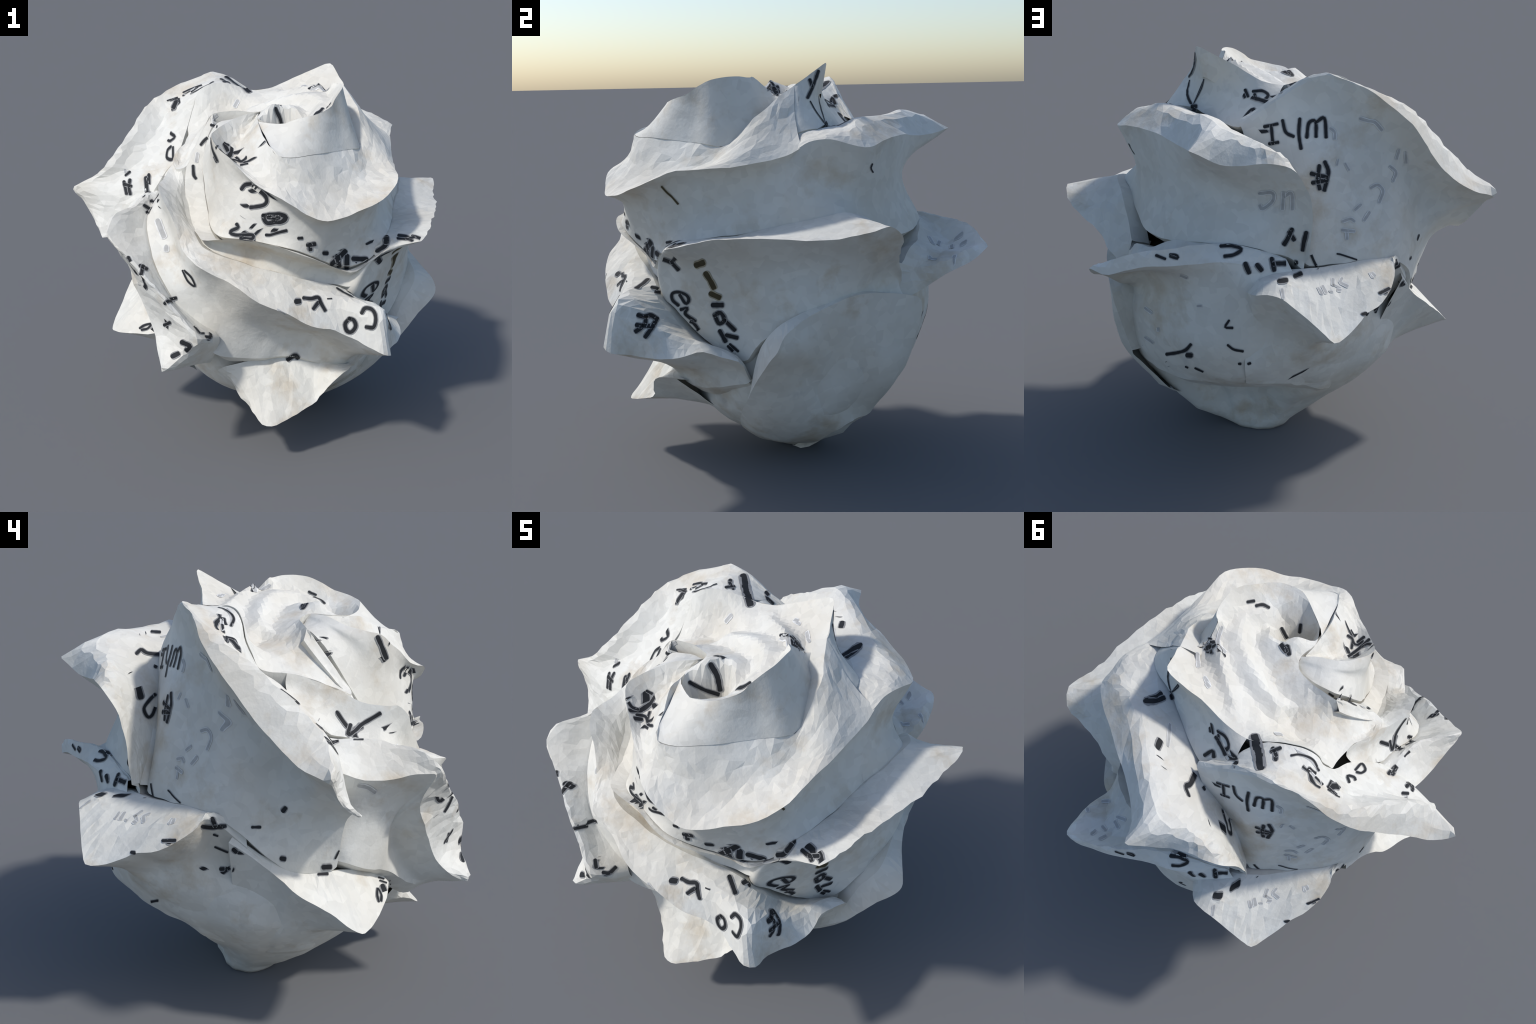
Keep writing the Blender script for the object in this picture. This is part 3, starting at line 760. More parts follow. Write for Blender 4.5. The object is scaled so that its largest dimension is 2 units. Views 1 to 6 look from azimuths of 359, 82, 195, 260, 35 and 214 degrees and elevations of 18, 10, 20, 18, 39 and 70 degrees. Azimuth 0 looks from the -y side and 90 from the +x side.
# 10: the scoop shaped petal at the back right
F_RIM = [(.62, .48, .83), (.587, .58, .87), (.604, .649, .917), (.615, .706, .952), (.611, .772, .976), (.601, .832, 1.013),
         (.575, .885, 1.05), (.501, .889, 1.03), (.421, .875, 1.055), (.341, .858, 1.075), (.271, .83, 1.077),
         (.198, .80, 1.083), (.124, .775, 1.089), (.048, .754, 1.10), (-.03, .72, 1.09), (-.10, .685, 1.07),
         (-.17, .65, 1.05), (-.23, .61, 1.03)]
petal("petal",
      [[(.60, .40, 1.03), (.59, .47, .99), (.56, .50, 1.02), (.53, .53, 1.05), (.49, .56, 1.06), (.455, .58, 1.06),
        (.42, .60, 1.07), (.39, .61, 1.085), (.345, .63, 1.11), (.30, .64, 1.13), (.25, .66, 1.14),
        (.19, .67, 1.145), (.13, .67, 1.15), (.06, .665, 1.15), (-.02, .64, 1.14), (-.08, .625, 1.125),
        (-.13, .605, 1.11), (-.19, .585, 1.085)],
       [(.61, .43, .95), (.585, .51, .94), (.565, .56, .97), (.54, .60, .99), (.51, .66, 1.0), (.48, .71, 1.015),
        (.45, .745, 1.025), (.42, .755, 1.035), (.37, .755, 1.055), (.31, .745, 1.085), (.25, .73, 1.115),
        (.19, .71, 1.135), (.13, .695, 1.145), (.07, .68, 1.148), (-.01, .655, 1.14), (-.08, .635, 1.125),
        (-.13, .62, 1.105), (-.195, .59, 1.08)],
       [(.62, .455, .89), (.59, .545, .915), (.585, .61, .955), (.585, .665, .99), (.58, .735, 1.015), (.57, .81, 1.045),
        (.55, .865, 1.065), (.495, .872, 1.09), (.425, .862, 1.12), (.356, .84, 1.137), (.287, .805, 1.144),
        (.216, .769, 1.15), (.144, .735, 1.154), (.07, .70, 1.157), (0, .68, 1.15), (-.07, .655, 1.13),
        (-.13, .63, 1.11), (-.20, .60, 1.08)]],
      F_RIM, [on_body(F_RIM, (.80, .88, .95, .97, .97, .97, .97, .97, .95), (0, -.01, -.04, -.04, -.04, -.03, -.03, -.01)),
              on_body(F_RIM, .72, -.01), on_body(F_RIM, .55, -.01),
              on_body(F_RIM, (.44, .43, .43, .44, .45, .46, .47), (0, -.02, -.02, -.02, -.01, 0, .02))], 0.7)

# 11: the corner petal at the back left
G_RIM = [(-.05, .70, .96), (-.112, .79, .985), (-.177, .812, 1.005), (-.234, .816, 1.0), (-.28, .817, .97),
         (-.328, .818, .937), (-.373, .816, .902), (-.42, .815, .865), (-.465, .805, .828), (-.50, .73, .838),
         (-.53, .66, .865), (-.555, .60, .895), (-.59, .535, .905), (-.62, .45, .945), (-.625, .37, .995),
         (-.614, .332, 1.03), (-.625, .28, 1.01), (-.65, .17, .90)]
G_ROOT = [(-.04, .62, 1.0), (-.10, .61, 1.02), (-.15, .60, 1.03), (-.20, .59, 1.04), (-.24, .575, 1.04),
          (-.28, .55, 1.04), (-.31, .53, 1.04), (-.345, .505, 1.04), (-.38, .475, 1.042), (-.414, .445, 1.044),
          (-.45, .415, 1.046), (-.48, .39, 1.05), (-.52, .36, 1.05), (-.56, .325, 1.045), (-.58, .30, 1.045),
          (-.60, .28, 1.04), (-.61, .24, 1.02), (-.63, .17, .95)]
petal("petal",
      [G_ROOT, [tuple(p + np.array([0, 0, .022])) for p in np.array(between(G_ROOT, G_RIM, .5))]],
      G_RIM, [between(G_RIM, on_body(G_RIM, .65), .5, .04), on_body(G_RIM, .62, (-.01, -.012, -.012, -.012, .02)),
              on_body(G_RIM, (.48, .48, .46, .40, .33, .30), (-.01, -.02, -.02, -.02, -.01, .02))], 0.7)

# 12: the triangular petal low on the left
J_RIM = [(-.645, .24, .93), (-.665, .13, .845), (-.70, .048, .775), (-.736, .01, .734), (-.757, -.041, .697),
         (-.772, -.098, .664), (-.79, -.15, .628), (-.812, -.20, .585), (-.82, -.253, .553), (-.80, -.285, .552),
         (-.764, -.319, .557), (-.69, -.375, .575), (-.60, -.43, .59), (-.53, -.46, .62)]
petal("petal",
      [[(-.63, .22, .95), (-.645, .12, .87), (-.645, .03, .81), (-.64, -.03, .77), (-.636, -.07, .755),
        (-.636, -.10, .752), (-.635, -.13, .752), (-.633, -.16, .752), (-.63, -.19, .75), (-.62, -.23, .745),
        (-.60, -.28, .73), (-.56, -.34, .70), (-.51, -.40, .67), (-.47, -.44, .65)]],
      J_RIM, [between(J_RIM, on_body(J_RIM, .42), .5, .01), on_body(J_RIM, .42, (.015, -.012, -.012, -.012, .01)), on_body(J_RIM, .27, (.02, -.01, -.015, -.01, .02))], 0.6)

# 13: the tongue hanging in front
K_RIM = [(-.142, -.56, .33), (-.146, -.631, .335), (-.104, -.686, .31), (-.068, -.735, .28), (-.031, -.772, .247),
         (.02, -.785, .238), (.079, -.76, .25), (.137, -.735, .27), (.192, -.70, .29), (.247, -.67, .315),
         (.283, -.667, .366), (.34, -.66, .43), (.40, -.62, .46), (.45, -.56, .46)]
petal("petal",
      [[(-.25, -.58, .45), (-.21, -.615, .49), (-.14, -.615, .505), (-.07, -.595, .51), (0, -.575, .51),
        (.05, -.56, .51), (.10, -.555, .505), (.14, -.55, .50), (.18, -.545, .50), (.22, -.54, .495),
        (.26, -.54, .485), (.31, -.535, .475), (.36, -.52, .46), (.42, -.49, .44)]],
      K_RIM, [between(K_RIM, on_body(K_RIM, .24), .5, 0), on_body(K_RIM, .22)], 0.6, jag=.014)

# ------------------------------------------------------------------ handwriting
# Each mark is a few pen strokes (cm, right and up as seen by a reader who looks
# along `facing`, azimuth and elevation in degrees) pressed on to the paper at `at`.
INK = ink_material("black_marker", (0.014, 0.015, 0.017))
BROWN = ink_material("brown_marker", (0.042, 0.034, 0.018))
FAINT = ink_material("ink_shown_through", (0.27, 0.27, 0.265))
BLEED = {INK: ink_material("ink_bleed", (0.17, 0.17, 0.17)), BROWN: ink_material("brown_ink_bleed", (0.22, 0.20, 0.15)),
         FAINT: ink_material("faint_ink_bleed", (0.44, 0.44, 0.43))}


def collect_paper():
    verts, faces, owner = [], [], []
    for ob in PAPER_PARTS:
        base = len(verts)
        verts += [v.co.copy() for v in ob.data.vertices]
        for p in ob.data.polygons:
            faces.append([base + i for i in p.vertices])
            owner.append(ob)
    return BVHTree.FromPolygons(verts, faces), owner


SHEET, SHEET_OWNER = collect_paper()
ACROSS = (-1.25, -.85, -.45, 0, .45, .85, 1.25)       # the outer strips are where the ink bleeds


def press(name, at, facing, width, pen, strokes):
    a, b = math.radians(facing[0]), math.radians(facing[1])
    look = Vector((math.cos(b) * math.sin(a), -math.cos(b) * math.cos(a), math.sin(b)))
    right = Vector((math.cos(a), math.sin(a), 0))
    up = look.cross(right)
    at = Vector(at)
    half = width * 0.0054
    verts, faces, owners = [], [], {}
    bled = []

    def touch(x, y):
        start = at + right * x + up * y + look * 0.22
        p, n, i, d = SHEET.ray_cast(start, -look, 0.45)
        if p is None:
            return None
        owners[SHEET_OWNER[i]] = owners.get(SHEET_OWNER[i], 0) + 1
        if n.dot(look) < 0:
            n = -n
        return p + n * 0.0012 + look * 0.0012, d

    for s in strokes:
        pts = np.array(s, float) * 0.01
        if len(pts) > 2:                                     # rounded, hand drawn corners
            pts = spline(pts, np.linspace(0, 1, 6 * len(pts)))
        seg = np.concatenate([[0], np.cumsum(np.linalg.norm(np.diff(pts, axis=0), axis=1))])
        n = max(3, int(seg[-1] / 0.007))
        q = np.linspace(0, seg[-1], n + 1)
        xs, ys = np.interp(q, seg, pts[:, 0]), np.interp(q, seg, pts[:, 1])
        tx, ty = np.gradient(xs), np.gradient(ys)
        m = np.hypot(tx, ty) + 1e-9
        tx, ty = tx / m, ty / m
        # half round caps at both ends of the stroke
        cap = [(-.95, .30), (-.70, .72), (-.35, .94)]
        line = ([(xs[0] + tx[0] * c * half, ys[0] + ty[0] * c * half, tx[0], ty[0], w) for c, w in cap]
                + [(x, y, u, v, 1.0) for x, y, u, v in zip(xs, ys, tx, ty)]
                + [(xs[-1] - tx[-1] * c * half, ys[-1] - ty[-1] * c * half, tx[-1], ty[-1], w) for c, w in cap[::-1]])
        last = None
        for x, y, u, v, w in line:
            w *= 1 + 0.16 * noise.noise(Vector((x * 60, y * 60, at.z * 9)))
            row = [touch(x - v * half * w * k, y + u * half * w * k) for k in ACROSS]
            if any(r is None for r in row) or max(r[1] for r in row) - min(r[1] for r in row) > 0.035 + half:
                last = None
                continue
            base = len(verts)
            verts += [r[0] for r in row]
            if last is not None and abs(row[3][1] - last[1]) < 0.035:
                bled += [1, 0, 0, 0, 0, 1] if 1.0 - abs(w - 1) > .6 else [1] * 6
                faces += [(last[0] + k, last[0] + k + 1, base + k + 1, base + k) for k in range(6)]
            last = (base, row[3][1])
    if not faces:
        return
    owner = max(owners, key=owners.get)
    me = bpy.data.meshes.new(name)
    me.from_pydata([tuple(p) for p in verts], [], faces)
    me.polygons.foreach_set("use_smooth", [True] * len(faces))
    me.materials.append(pen)
    me.materials.append(BLEED[pen])
    me.polygons.foreach_set("material_index", bled)
    ob = bpy.data.objects.new(name, me)
    bpy.context.scene.collection.objects.link(ob)
    ob.parent = owner


def ink_letter(**mark):
    press("ink_letter", **mark)


def ink_symbol(**mark):
    press("ink_symbol", **mark)


def ink_mark(**mark):
    press("ink_mark", **mark)


def ink_smudge(**mark):
    press("ink_smudge", **mark)


ink_letter(at=(-0.101, -0.654, 1.434), facing=(0, 14), width=1.9, pen=INK, strokes=[[(-1.4, -1.7), (0, 0), (2.5, 0.5)]])
ink_letter(at=(-0.007, -0.736, 1.4), facing=(-2, 15), width=1.8, pen=INK, strokes=[[(-5.4, 4.6), (-2.5, 2.3), (0, 0), (0.6, -2.3), (-0.8, -4), (-4.3, -4.8), (-6.9, -5.1)]])
ink_letter(at=(0.03, -0.756, 1.304), facing=(-2, 16), width=2.1, pen=INK, strokes=[[(-4.6, 0.9), (-1.2, 1.3), (2.9, 1.4), (5.6, -0), (3.7, -1.9), (0.6, -2), (-2.9, -2.6), (-4.5, -0.6), (-4.6, 0.9)], [(-2.3, -0), (2.3, -0.3)], [(-0.3, -1.2), (-0, -0)]])
ink_letter(at=(-0.11, -0.711, 1.208), facing=(0, 17), width=1.6, pen=INK, strokes=[[(-3.1, 5), (-2.5, 3.5), (-5.5, 2.1), (-6.1, 0.9), (-3.5, 0), (0, -0), (4.2, -0.1), (3.8, -1.9), (-1.7, -1.3)]])
ink_mark(at=(-0.265, -0.491, 1.592), facing=(2, 11), width=1.2, pen=INK, strokes=[[(-0.2, 4.2), (0, 0), (1.4, -4.1), (3.1, -7.8)]])
ink_mark(at=(-0.201, -0.56, 1.575), facing=(1, 12), width=1.8, pen=INK, strokes=[[(-2.7, 1.9), (-0, -0)], [(0.6, 3.3), (3.2, -1.7), (6.1, -5.3)]])
ink_mark(at=(-0.123, -0.598, 1.517), facing=(0, 13), width=0.8, pen=INK, strokes=[[(-1.7, 1.2), (0, 0), (3.6, 0.6)]])
ink_mark(at=(-0.283, -0.287, 1.589), facing=(2, 11), width=1.4, pen=INK, strokes=[[(-0, 0), (-2, -1.8), (-3.4, -3.5)], [(2.1, 6.2), (4.5, 5.4)]])
ink_mark(at=(-0.335, -0.305, 1.511), facing=(3, 12), width=1.5, pen=FAINT, strokes=[[(0, 0), (-0.7, -3.7)]])
ink_mark(at=(-0.354, -0.354, 1.414), facing=(3, 13), width=1.5, pen=INK, strokes=[[(-0.2, 4.4), (-0, 0), (0.9, -1.6)]])
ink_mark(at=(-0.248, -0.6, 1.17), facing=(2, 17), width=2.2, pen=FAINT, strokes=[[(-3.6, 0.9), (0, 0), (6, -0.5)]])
ink_mark(at=(0.047, -0.759, 1.231), facing=(-2, 17), width=1.3, pen=INK, strokes=[[(-5.2, -1), (-3.2, -1), (-0, 0), (4.1, 1)]])
ink_mark(at=(0.145, -0.766, 1.205), facing=(-4, 17), width=1.4, pen=INK, strokes=[[(0, -0), (1.5, 0.1)]])
ink_mark(at=(0.198, -0.76, 1.169), facing=(-4, 18), width=2.1, pen=INK, strokes=[[(-0.8, 0), (2.1, 0.5)], [(0, 0.1), (0.2, -2)]])
ink_mark(at=(0.27, -0.715, 1.114), facing=(-5, 18), width=1.9, pen=INK, strokes=[[(0, -0), (1.2, 0)]])
ink_mark(at=(0.386, -0.644, 1.073), facing=(-7, 18), width=2.4, pen=INK, strokes=[[(-6.8, -3.5), (-3.3, -0.1), (-1, 2.4)], [(-4.5, -0.1), (-3.7, -4.6)], [(-0, 0), (-0.1, -5.7)], [(3.3, -1.1), (9.3, -1.3)]])
ink_mark(at=(0.718, -0.541, 1.137), facing=(-11, 17), width=1.5, pen=INK, strokes=[[(-6.6, 0.1), (-3.6, -0.1), (-1.8, -0.7)], [(0, 0), (2.5, -0.5), (4.6, -1.3)]])
ink_mark(at=(0.592, -0.541, 1.133), facing=(-9, 17), width=2.2, pen=INK, strokes=[[(0, -0), (-0.5, -2.5)]])
ink_mark(at=(-0.428, 0.209, 1.742), facing=(4, 8), width=0.7, pen=INK, strokes=[[(-8.7, -4.2), (-3.2, -2.6)], [(-0, 0), (4.5, 1.9), (10, 3.7)], [(4.4, 0.3), (7.9, 2.7)]])
ink_mark(at=(-0.464, 0.165, 1.7), facing=(4, 9), width=2.3, pen=INK, strokes=[[(-0, 0), (-1.6, -3.1)]])
ink_mark(at=(-0.145, 0.243, 1.785), facing=(0, 8), width=1.8, pen=INK, strokes=[[(-3, 2.1), (0, 0), (3.4, -2.7)]])
ink_symbol(at=(-0.702, -0.175, 1.31), facing=(7, 14), width=1.6, pen=INK, strokes=[[(-2.4, 3), (-1.4, -3.2)], [(0.7, 3.8), (0, -0), (0.5, -3.4)], [(-2.3, 1.7), (1.1, 0.6)]])
ink_mark(at=(-0.729, -0.087, 1.383), facing=(7, 13), width=1.2, pen=FAINT, strokes=[[(-0, -0.1), (0.1, -1.4)]])
ink_letter(at=(-0.571, -0.41, 1.252), facing=(6, 15), width=1.5, pen=INK, strokes=[[(0.6, 4.4), (3.6, 4.5), (5.5, 2.7), (4.7, 1.5)], [(-3, 2.3), (0, -0), (-1.9, -1.1)]])
ink_mark(at=(-0.614, -0.198, 1.294), facing=(6, 14), width=1.6, pen=FAINT, strokes=[[(-0, 0), (2.8, -1.1)]])
ink_smudge(at=(-0.512, -0.522, 1.181), facing=(5, 17), width=2.7, pen=FAINT, strokes=[[(-1.4, 4.3), (-0, -0), (1.1, -3.1)]])
ink_mark(at=(-0.132, 0.099, 1.708), facing=(0, 9), width=1.9, pen=FAINT, strokes=[[(-0, 0), (-1.4, -2.5)]])
ink_letter(at=(-0.659, -0.639, 1.042), facing=(7, 19), width=1.3, pen=INK, strokes=[[(-0.7, 3.7), (0, 0), (1.2, -3.1), (0.9, 0.3), (-0.4, 3.6)]])
ink_letter(at=(-0.599, -0.712, 1.016), facing=(7, 19), width=1.7, pen=INK, strokes=[[(1, 4.1), (0, -0), (-0.9, -4.1)], [(-0.2, 4.4), (2.7, 2.7)], [(-2, -2.6), (0.2, -5.2)]])
ink_mark(at=(-0.464, -0.746, 0.902), facing=(5, 21), width=1.7, pen=INK, strokes=[[(-2.3, -1.6), (-0, -0), (2.8, 0.6)]])
ink_mark(at=(-0.496, -0.726, 0.764), facing=(5, 23), width=1.6, pen=INK, strokes=[[(-0, -0), (2.4, 0.9)]])
ink_mark(at=(-0.386, -0.843, 0.683), facing=(4, 24), width=2.3, pen=INK, strokes=[[(-2, 3.7), (1.5, 1.7), (0, -0)], [(-6.7, -2.7), (-4.2, -1.6)]])
ink_mark(at=(-0.328, -0.834, 0.768), facing=(3, 23), width=0.8, pen=INK, strokes=[[(-1.7, 3), (0, -0), (2.4, -0.5)]])
ink_mark(at=(-0.291, -0.811, 0.739), facing=(2, 23), width=2.4, pen=INK, strokes=[[(0, 0), (0.9, -1)]])
ink_letter(at=(-0.362, -0.692, 0.993), facing=(3, 20), width=0.9, pen=INK, strokes=[[(-4.1, 3.4), (-1.7, -1.8), (1.6, -4.3), (0, -0), (-3.3, 3.4)]])
ink_letter(at=(-0.632, -0.375, 0.618), facing=(7, 22), width=1.2, pen=INK, strokes=[[(-2.6, -1.4), (0, -0), (3.2, 0.4), (1.4, -1.8), (-1.7, -2.4)]])
ink_mark(at=(0.135, -0.816, 0.91), facing=(-4, 21), width=2.6, pen=INK, strokes=[[(0, 0), (1, 0.1)]])
ink_letter(at=(0.237, -0.794, 0.895), facing=(-5, 21), width=1.7, pen=INK, strokes=[[(-6.7, 2), (-3.3, 1.7), (-0, 2.4), (1.5, -0.6), (3.3, -3.6)], [(0, 0), (-2.1, -2.9)]])
ink_mark(at=(0.283, -0.778, 0.907), facing=(-6, 21), width=0.6, pen=INK, strokes=[[(-0, 0), (1.9, 0.1)]])
ink_letter(at=(0.366, -0.813, 0.792), facing=(-7, 23), width=1.9, pen=INK, strokes=[[(1.8, 2.5), (-0.1, 0), (0.8, -3.2), (3, -3.7), (4.9, -1), (3.9, 1.9), (1.8, 2.5)]])
ink_letter(at=(0.503, -0.824, 0.846), facing=(-9, 22), width=1.8, pen=INK, strokes=[[(-6.1, 0.2), (-4.7, 2.4), (-1.8, 2.1), (0, -0), (0.5, -3.5), (-0.6, -6.5), (-3.8, -6.4)]])
ink_mark(at=(0.375, -0.692, 0.91), facing=(-7, 21), width=1.7, pen=INK, strokes=[[(-3.5, 1.5), (0, 0), (3.4, -2.5)]])
ink_mark(at=(0.053, -0.878, 0.89), facing=(-2, 22), width=0.7, pen=FAINT, strokes=[[(-1.1, 0.6), (0, 0), (2.4, -1.5)]])
ink_mark(at=(0.142, -0.581, 0.527), facing=(-3, 25), width=2.2, pen=INK, strokes=[[(-3.4, -2.1), (0, 0), (1.4, -1.2)]])
ink_mark(at=(-0.487, -0.565, 1.107), facing=(5, 18), width=2.2, pen=FAINT, strokes=[[(-0, 0), (0, -1.5)]])
ink_letter(at=(0.554, -0.564, 1.035), facing=(88, 11), width=1.7, pen=INK, strokes=[[(-6, 2.4), (-2.2, 0.9), (-0, -0)], [(2.6, 2.9), (0.6, 0.8), (-0, -0), (2.6, -3.2)]])
ink_letter(at=(0.529, -0.533, 0.88), facing=(88, 13), width=1.4, pen=INK, strokes=[[(-1, -4.5), (-3.4, -2.1), (-3.5, 0.7), (-0.8, 1.4), (2.8, -0.1), (3.9, -2.4), (2.4, -3.9), (0, -0)]])
ink_letter(at=(0.51, -0.511, 0.787), facing=(88, 14), width=1.5, pen=INK, strokes=[[(-1.8, 2.1), (1.1, 2.5), (0, 0), (4.2, -3.4)]])
ink_letter(at=(0.515, -0.467, 0.71), facing=(87, 15), width=1.4, pen=INK, strokes=[[(-3.9, 4.7), (-1.1, 3.4), (1.4, -0.1), (-1.7, 2.3)], [(-0, 0), (2.7, -2.9), (5.7, -5.8)]])
ink_letter(at=(0.408, -0.634, 0.888), facing=(89, 12), width=1.5, pen=INK, strokes=[[(-2.2, 0.6), (0, 0), (2.3, -1.9), (-0.6, -1.5)]])
ink_mark(at=(0.651, -0.459, 1.038), facing=(87, 11), width=2.7, pen=BROWN, strokes=[[(-0, 0), (2.5, 0.8)]])
ink_letter(at=(0.653, -0.389, 0.934), facing=(86, 12), width=2.3, pen=BROWN, strokes=[[(-3.2, 6.1), (-1.3, 2.8), (0, 0)], [(-1.2, -2.7), (2.2, -4.4)]])
ink_letter(at=(0.625, -0.391, 0.849), facing=(86, 13), width=2.3, pen=INK, strokes=[[(0, 0), (3.7, -0.1)]])
ink_letter(at=(0.626, -0.344, 0.779), facing=(85, 14), width=1.9, pen=INK, strokes=[[(-4.3, 2.3), (-1.6, 3.2), (-0, -0.1), (-2.5, -1.5), (-4.1, 2)], [(-0, -0.1), (4.3, -4.5)]])
ink_letter(at=(0.611, -0.334, 0.704), facing=(85, 15), width=1.9, pen=INK, strokes=[[(-3, 1.9), (-0.7, -2.6)], [(0, -0), (4.4, -1.2)]])
ink_letter(at=(0.608, -0.302, 0.621), facing=(85, 16), width=1.2, pen=INK, strokes=[[(-2.7, 2.9), (0, 0)], [(-1.8, 3.7), (1.6, 0.6)]])
ink_symbol(at=(0.579, -0.697, 0.763), facing=(90, 15), width=2, pen=INK, strokes=[[(-2.4, 4.4), (0.2, 3.6), (3, 4.1), (5.6, 2.4)], [(0.8, 3.8), (0, -0), (-3.8, -2.6)], [(5.6, 2.4), (3.3, -1.3), (0.3, -5.2)], [(-3.2, 0.1), (0, -0.4), (3.8, -0.8)]])
ink_mark(at=(0.487, -0.581, 1.114), facing=(89, 9), width=1.1, pen=INK, strokes=[[(-0, 0), (2.2, 0.2), (-0.5, -1.8)]])
ink_letter(at=(0.328, -0.676, 1.062), facing=(90, 10), width=2, pen=INK, strokes=[[(1.2, 3.8), (0, 0), (1.9, -3.6)]])
ink_mark(at=(0.393, -0.776, 1.316), facing=(91, 7), width=1.9, pen=INK, strokes=[[(0, -0), (4.5, -0)]])
ink_mark(at=(0.326, -0.068, 1.782), facing=(82, 0), width=2, pen=INK, strokes=[[(-3.1, 1.2), (0, -0), (2.2, 0.5)], [(0.6, 0.1), (1.5, -1.6)]])
ink_mark(at=(0.548, -0.553, 1.326), facing=(88, 7), width=0.8, pen=BROWN, strokes=[[(-4.2, 4.5), (-2.1, 2), (0, -0), (2.5, -3.1)]])  # a fold line of the front petal, drawn as a brown stroke
ink_mark(at=(0.41, 0.101, 1.791), facing=(80, 0), width=1.4, pen=INK, strokes=[[(-1, 2.8), (-0, -0)], [(2.9, 6.6), (0.1, -0.6), (-2.1, -5)]])
ink_mark(at=(0.427, 0.114, 1.679), facing=(79, 2), width=0.5, pen=INK, strokes=[[(-2.5, 4.5), (-0, 0), (3.6, -5)]])
ink_mark(at=(0.038, 0.26, 1.697), facing=(78, 1), width=1.5, pen=INK, strokes=[[(-1.4, 2.5), (0, 0), (1, 3.4), (2.8, -0.4)]])
ink_mark(at=(0.084, 0.297, 1.645), facing=(78, 2), width=2.3, pen=INK, strokes=[[(0, 0), (1.8, -2.1)]])
ink_mark(at=(0.64, 0.318, 1.433), facing=(76, 5), width=0.6, pen=INK, strokes=[[(0.5, 1.8), (-0.1, 0), (0.8, -1.8)]])
ink_letter(at=(-0.052, 0.388, 1.608), facing=(-164, 12), width=1.3, pen=INK, strokes=[[(-2.8, -0.5), (2.6, 0.8)], [(-0, -0), (0.9, -7.6)], [(-0.5, -7.7), (3.1, -7)]])
ink_letter(at=(-0.153, 0.393, 1.571), facing=(-165, 12), width=1.4, pen=INK, strokes=[[(-4.8, 6.5), (-3.3, 1.7), (0, -0)], [(2.5, 7.4), (2.3, 1.2), (3.4, -5)]])
ink_letter(at=(-0.239, 0.35, 1.63), facing=(-167, 11), width=1.4, pen=INK, strokes=[[(-3.6, -6.3), (-3, -0.4), (-0.2, 0.4), (0.3, -5.9)], [(0, 0), (3.5, 1.9), (4.6, -6)]])
ink_symbol(at=(-0.275, 0.422, 1.398), facing=(-167, 15), width=1.8, pen=INK, strokes=[[(2.7, 7.6), (4.3, 3.4), (2.9, -4.1)], [(0.3, 5.9), (0, 0), (0.9, -3.6)], [(-2.7, 2.6), (3.7, 1.4)], [(-2, -1.2), (3.8, 0.1)]])
ink_mark(at=(-0.319, 0.332, 1.59), facing=(-168, 12), width=1.2, pen=FAINT, strokes=[[(-1.7, 1.5), (-0, 0), (0.1, -2.6)]])
ink_letter(at=(0.12, 0.22, 1.722), facing=(-162, 10), width=1.3, pen=INK, strokes=[[(0, 0), (1.2, -2.7)]])
ink_letter(at=(0.07, 0.238, 1.708), facing=(-163, 10), width=1.3, pen=INK, strokes=[[(-0.7, 1.4), (3.3, 1.7), (5.9, -0.1), (4.1, -2.5)], [(0, 0), (0.6, -2.1)]])
ink_mark(at=(0.356, 0.144, 1.7), facing=(-160, 9), width=0.5, pen=INK, strokes=[[(1.1, 4.2), (-0, -0), (-3.3, -6.3)]])
ink_mark(at=(0.393, 0.158, 1.618), facing=(-159, 11), width=2, pen=INK, strokes=[[(0, 0), (1.2, 0)]])
ink_letter(at=(0.248, 0.804, 1.117), facing=(-158, 20), width=1.2, pen=INK, strokes=[[(-5.7, 0.3), (-2.3, -1.1)], [(0, 0.6), (2.5, 0.3), (2.9, -1), (0, -0.1)]])
ink_letter(at=(0.021, 0.689, 1.152), facing=(-162, 19), width=1.5, pen=INK, strokes=[[(-4.3, -0.2), (-0, 0), (4.1, -1.4), (1.1, -3.7), (-2.7, -4.4)]])
ink_mark(at=(-0.092, 0.684, 1.078), facing=(-163, 20), width=2, pen=INK, strokes=[[(-5, 0.4), (-3.5, -3)], [(0, 0), (1.6, -1.9)]])
ink_letter(at=(-0.217, 0.574, 1.172), facing=(-166, 19), width=1.9, pen=INK, strokes=[[(-1, 4), (-2.6, 0.2), (-4, -2.1)], [(-2, 2.8), (-0, 0)], [(5.1, 2.8), (4.3, -1.1), (3.9, -4.2)]])
ink_letter(at=(-0.197, 0.606, 1.073), facing=(-165, 20), width=1.9, pen=INK, strokes=[[(-6.3, 1.6), (-5.2, -2.9)], [(-5.2, -0.3), (-0, 0), (4.1, 0.5)]])
ink_mark(at=(-0.226, 0.713, 1.039), facing=(-165, 21), width=2, pen=INK, strokes=[[(-2.7, -0.5), (0, 0)], [(3.9, 1.9), (6, 2.9)]])
ink_mark(at=(-0.291, 0.501, 1.058), facing=(-167, 20), width=1, pen=INK, strokes=[[(-1.9, 4), (0, 0), (1.7, -2.9)]])
ink_letter(at=(-0.126, 0.595, 1.337), facing=(-164, 16), width=1.4, pen=FAINT, strokes=[[(-5.5, 3), (-0.3, 3.4), (0, 0), (-4.2, -3.5), (-5.3, -2.1)], [(4.4, 3.3), (4.2, -3.2)], [(5.1, 2.2), (7.6, 3.4), (8.3, -3.1)]])
ink_smudge(at=(-0.452, 0.265, 1.638), facing=(-170, 11), width=1.4, pen=FAINT, strokes=[[(-3.5, 0.8), (0, 0), (2.7, -0.5), (5.7, -3.5)]])
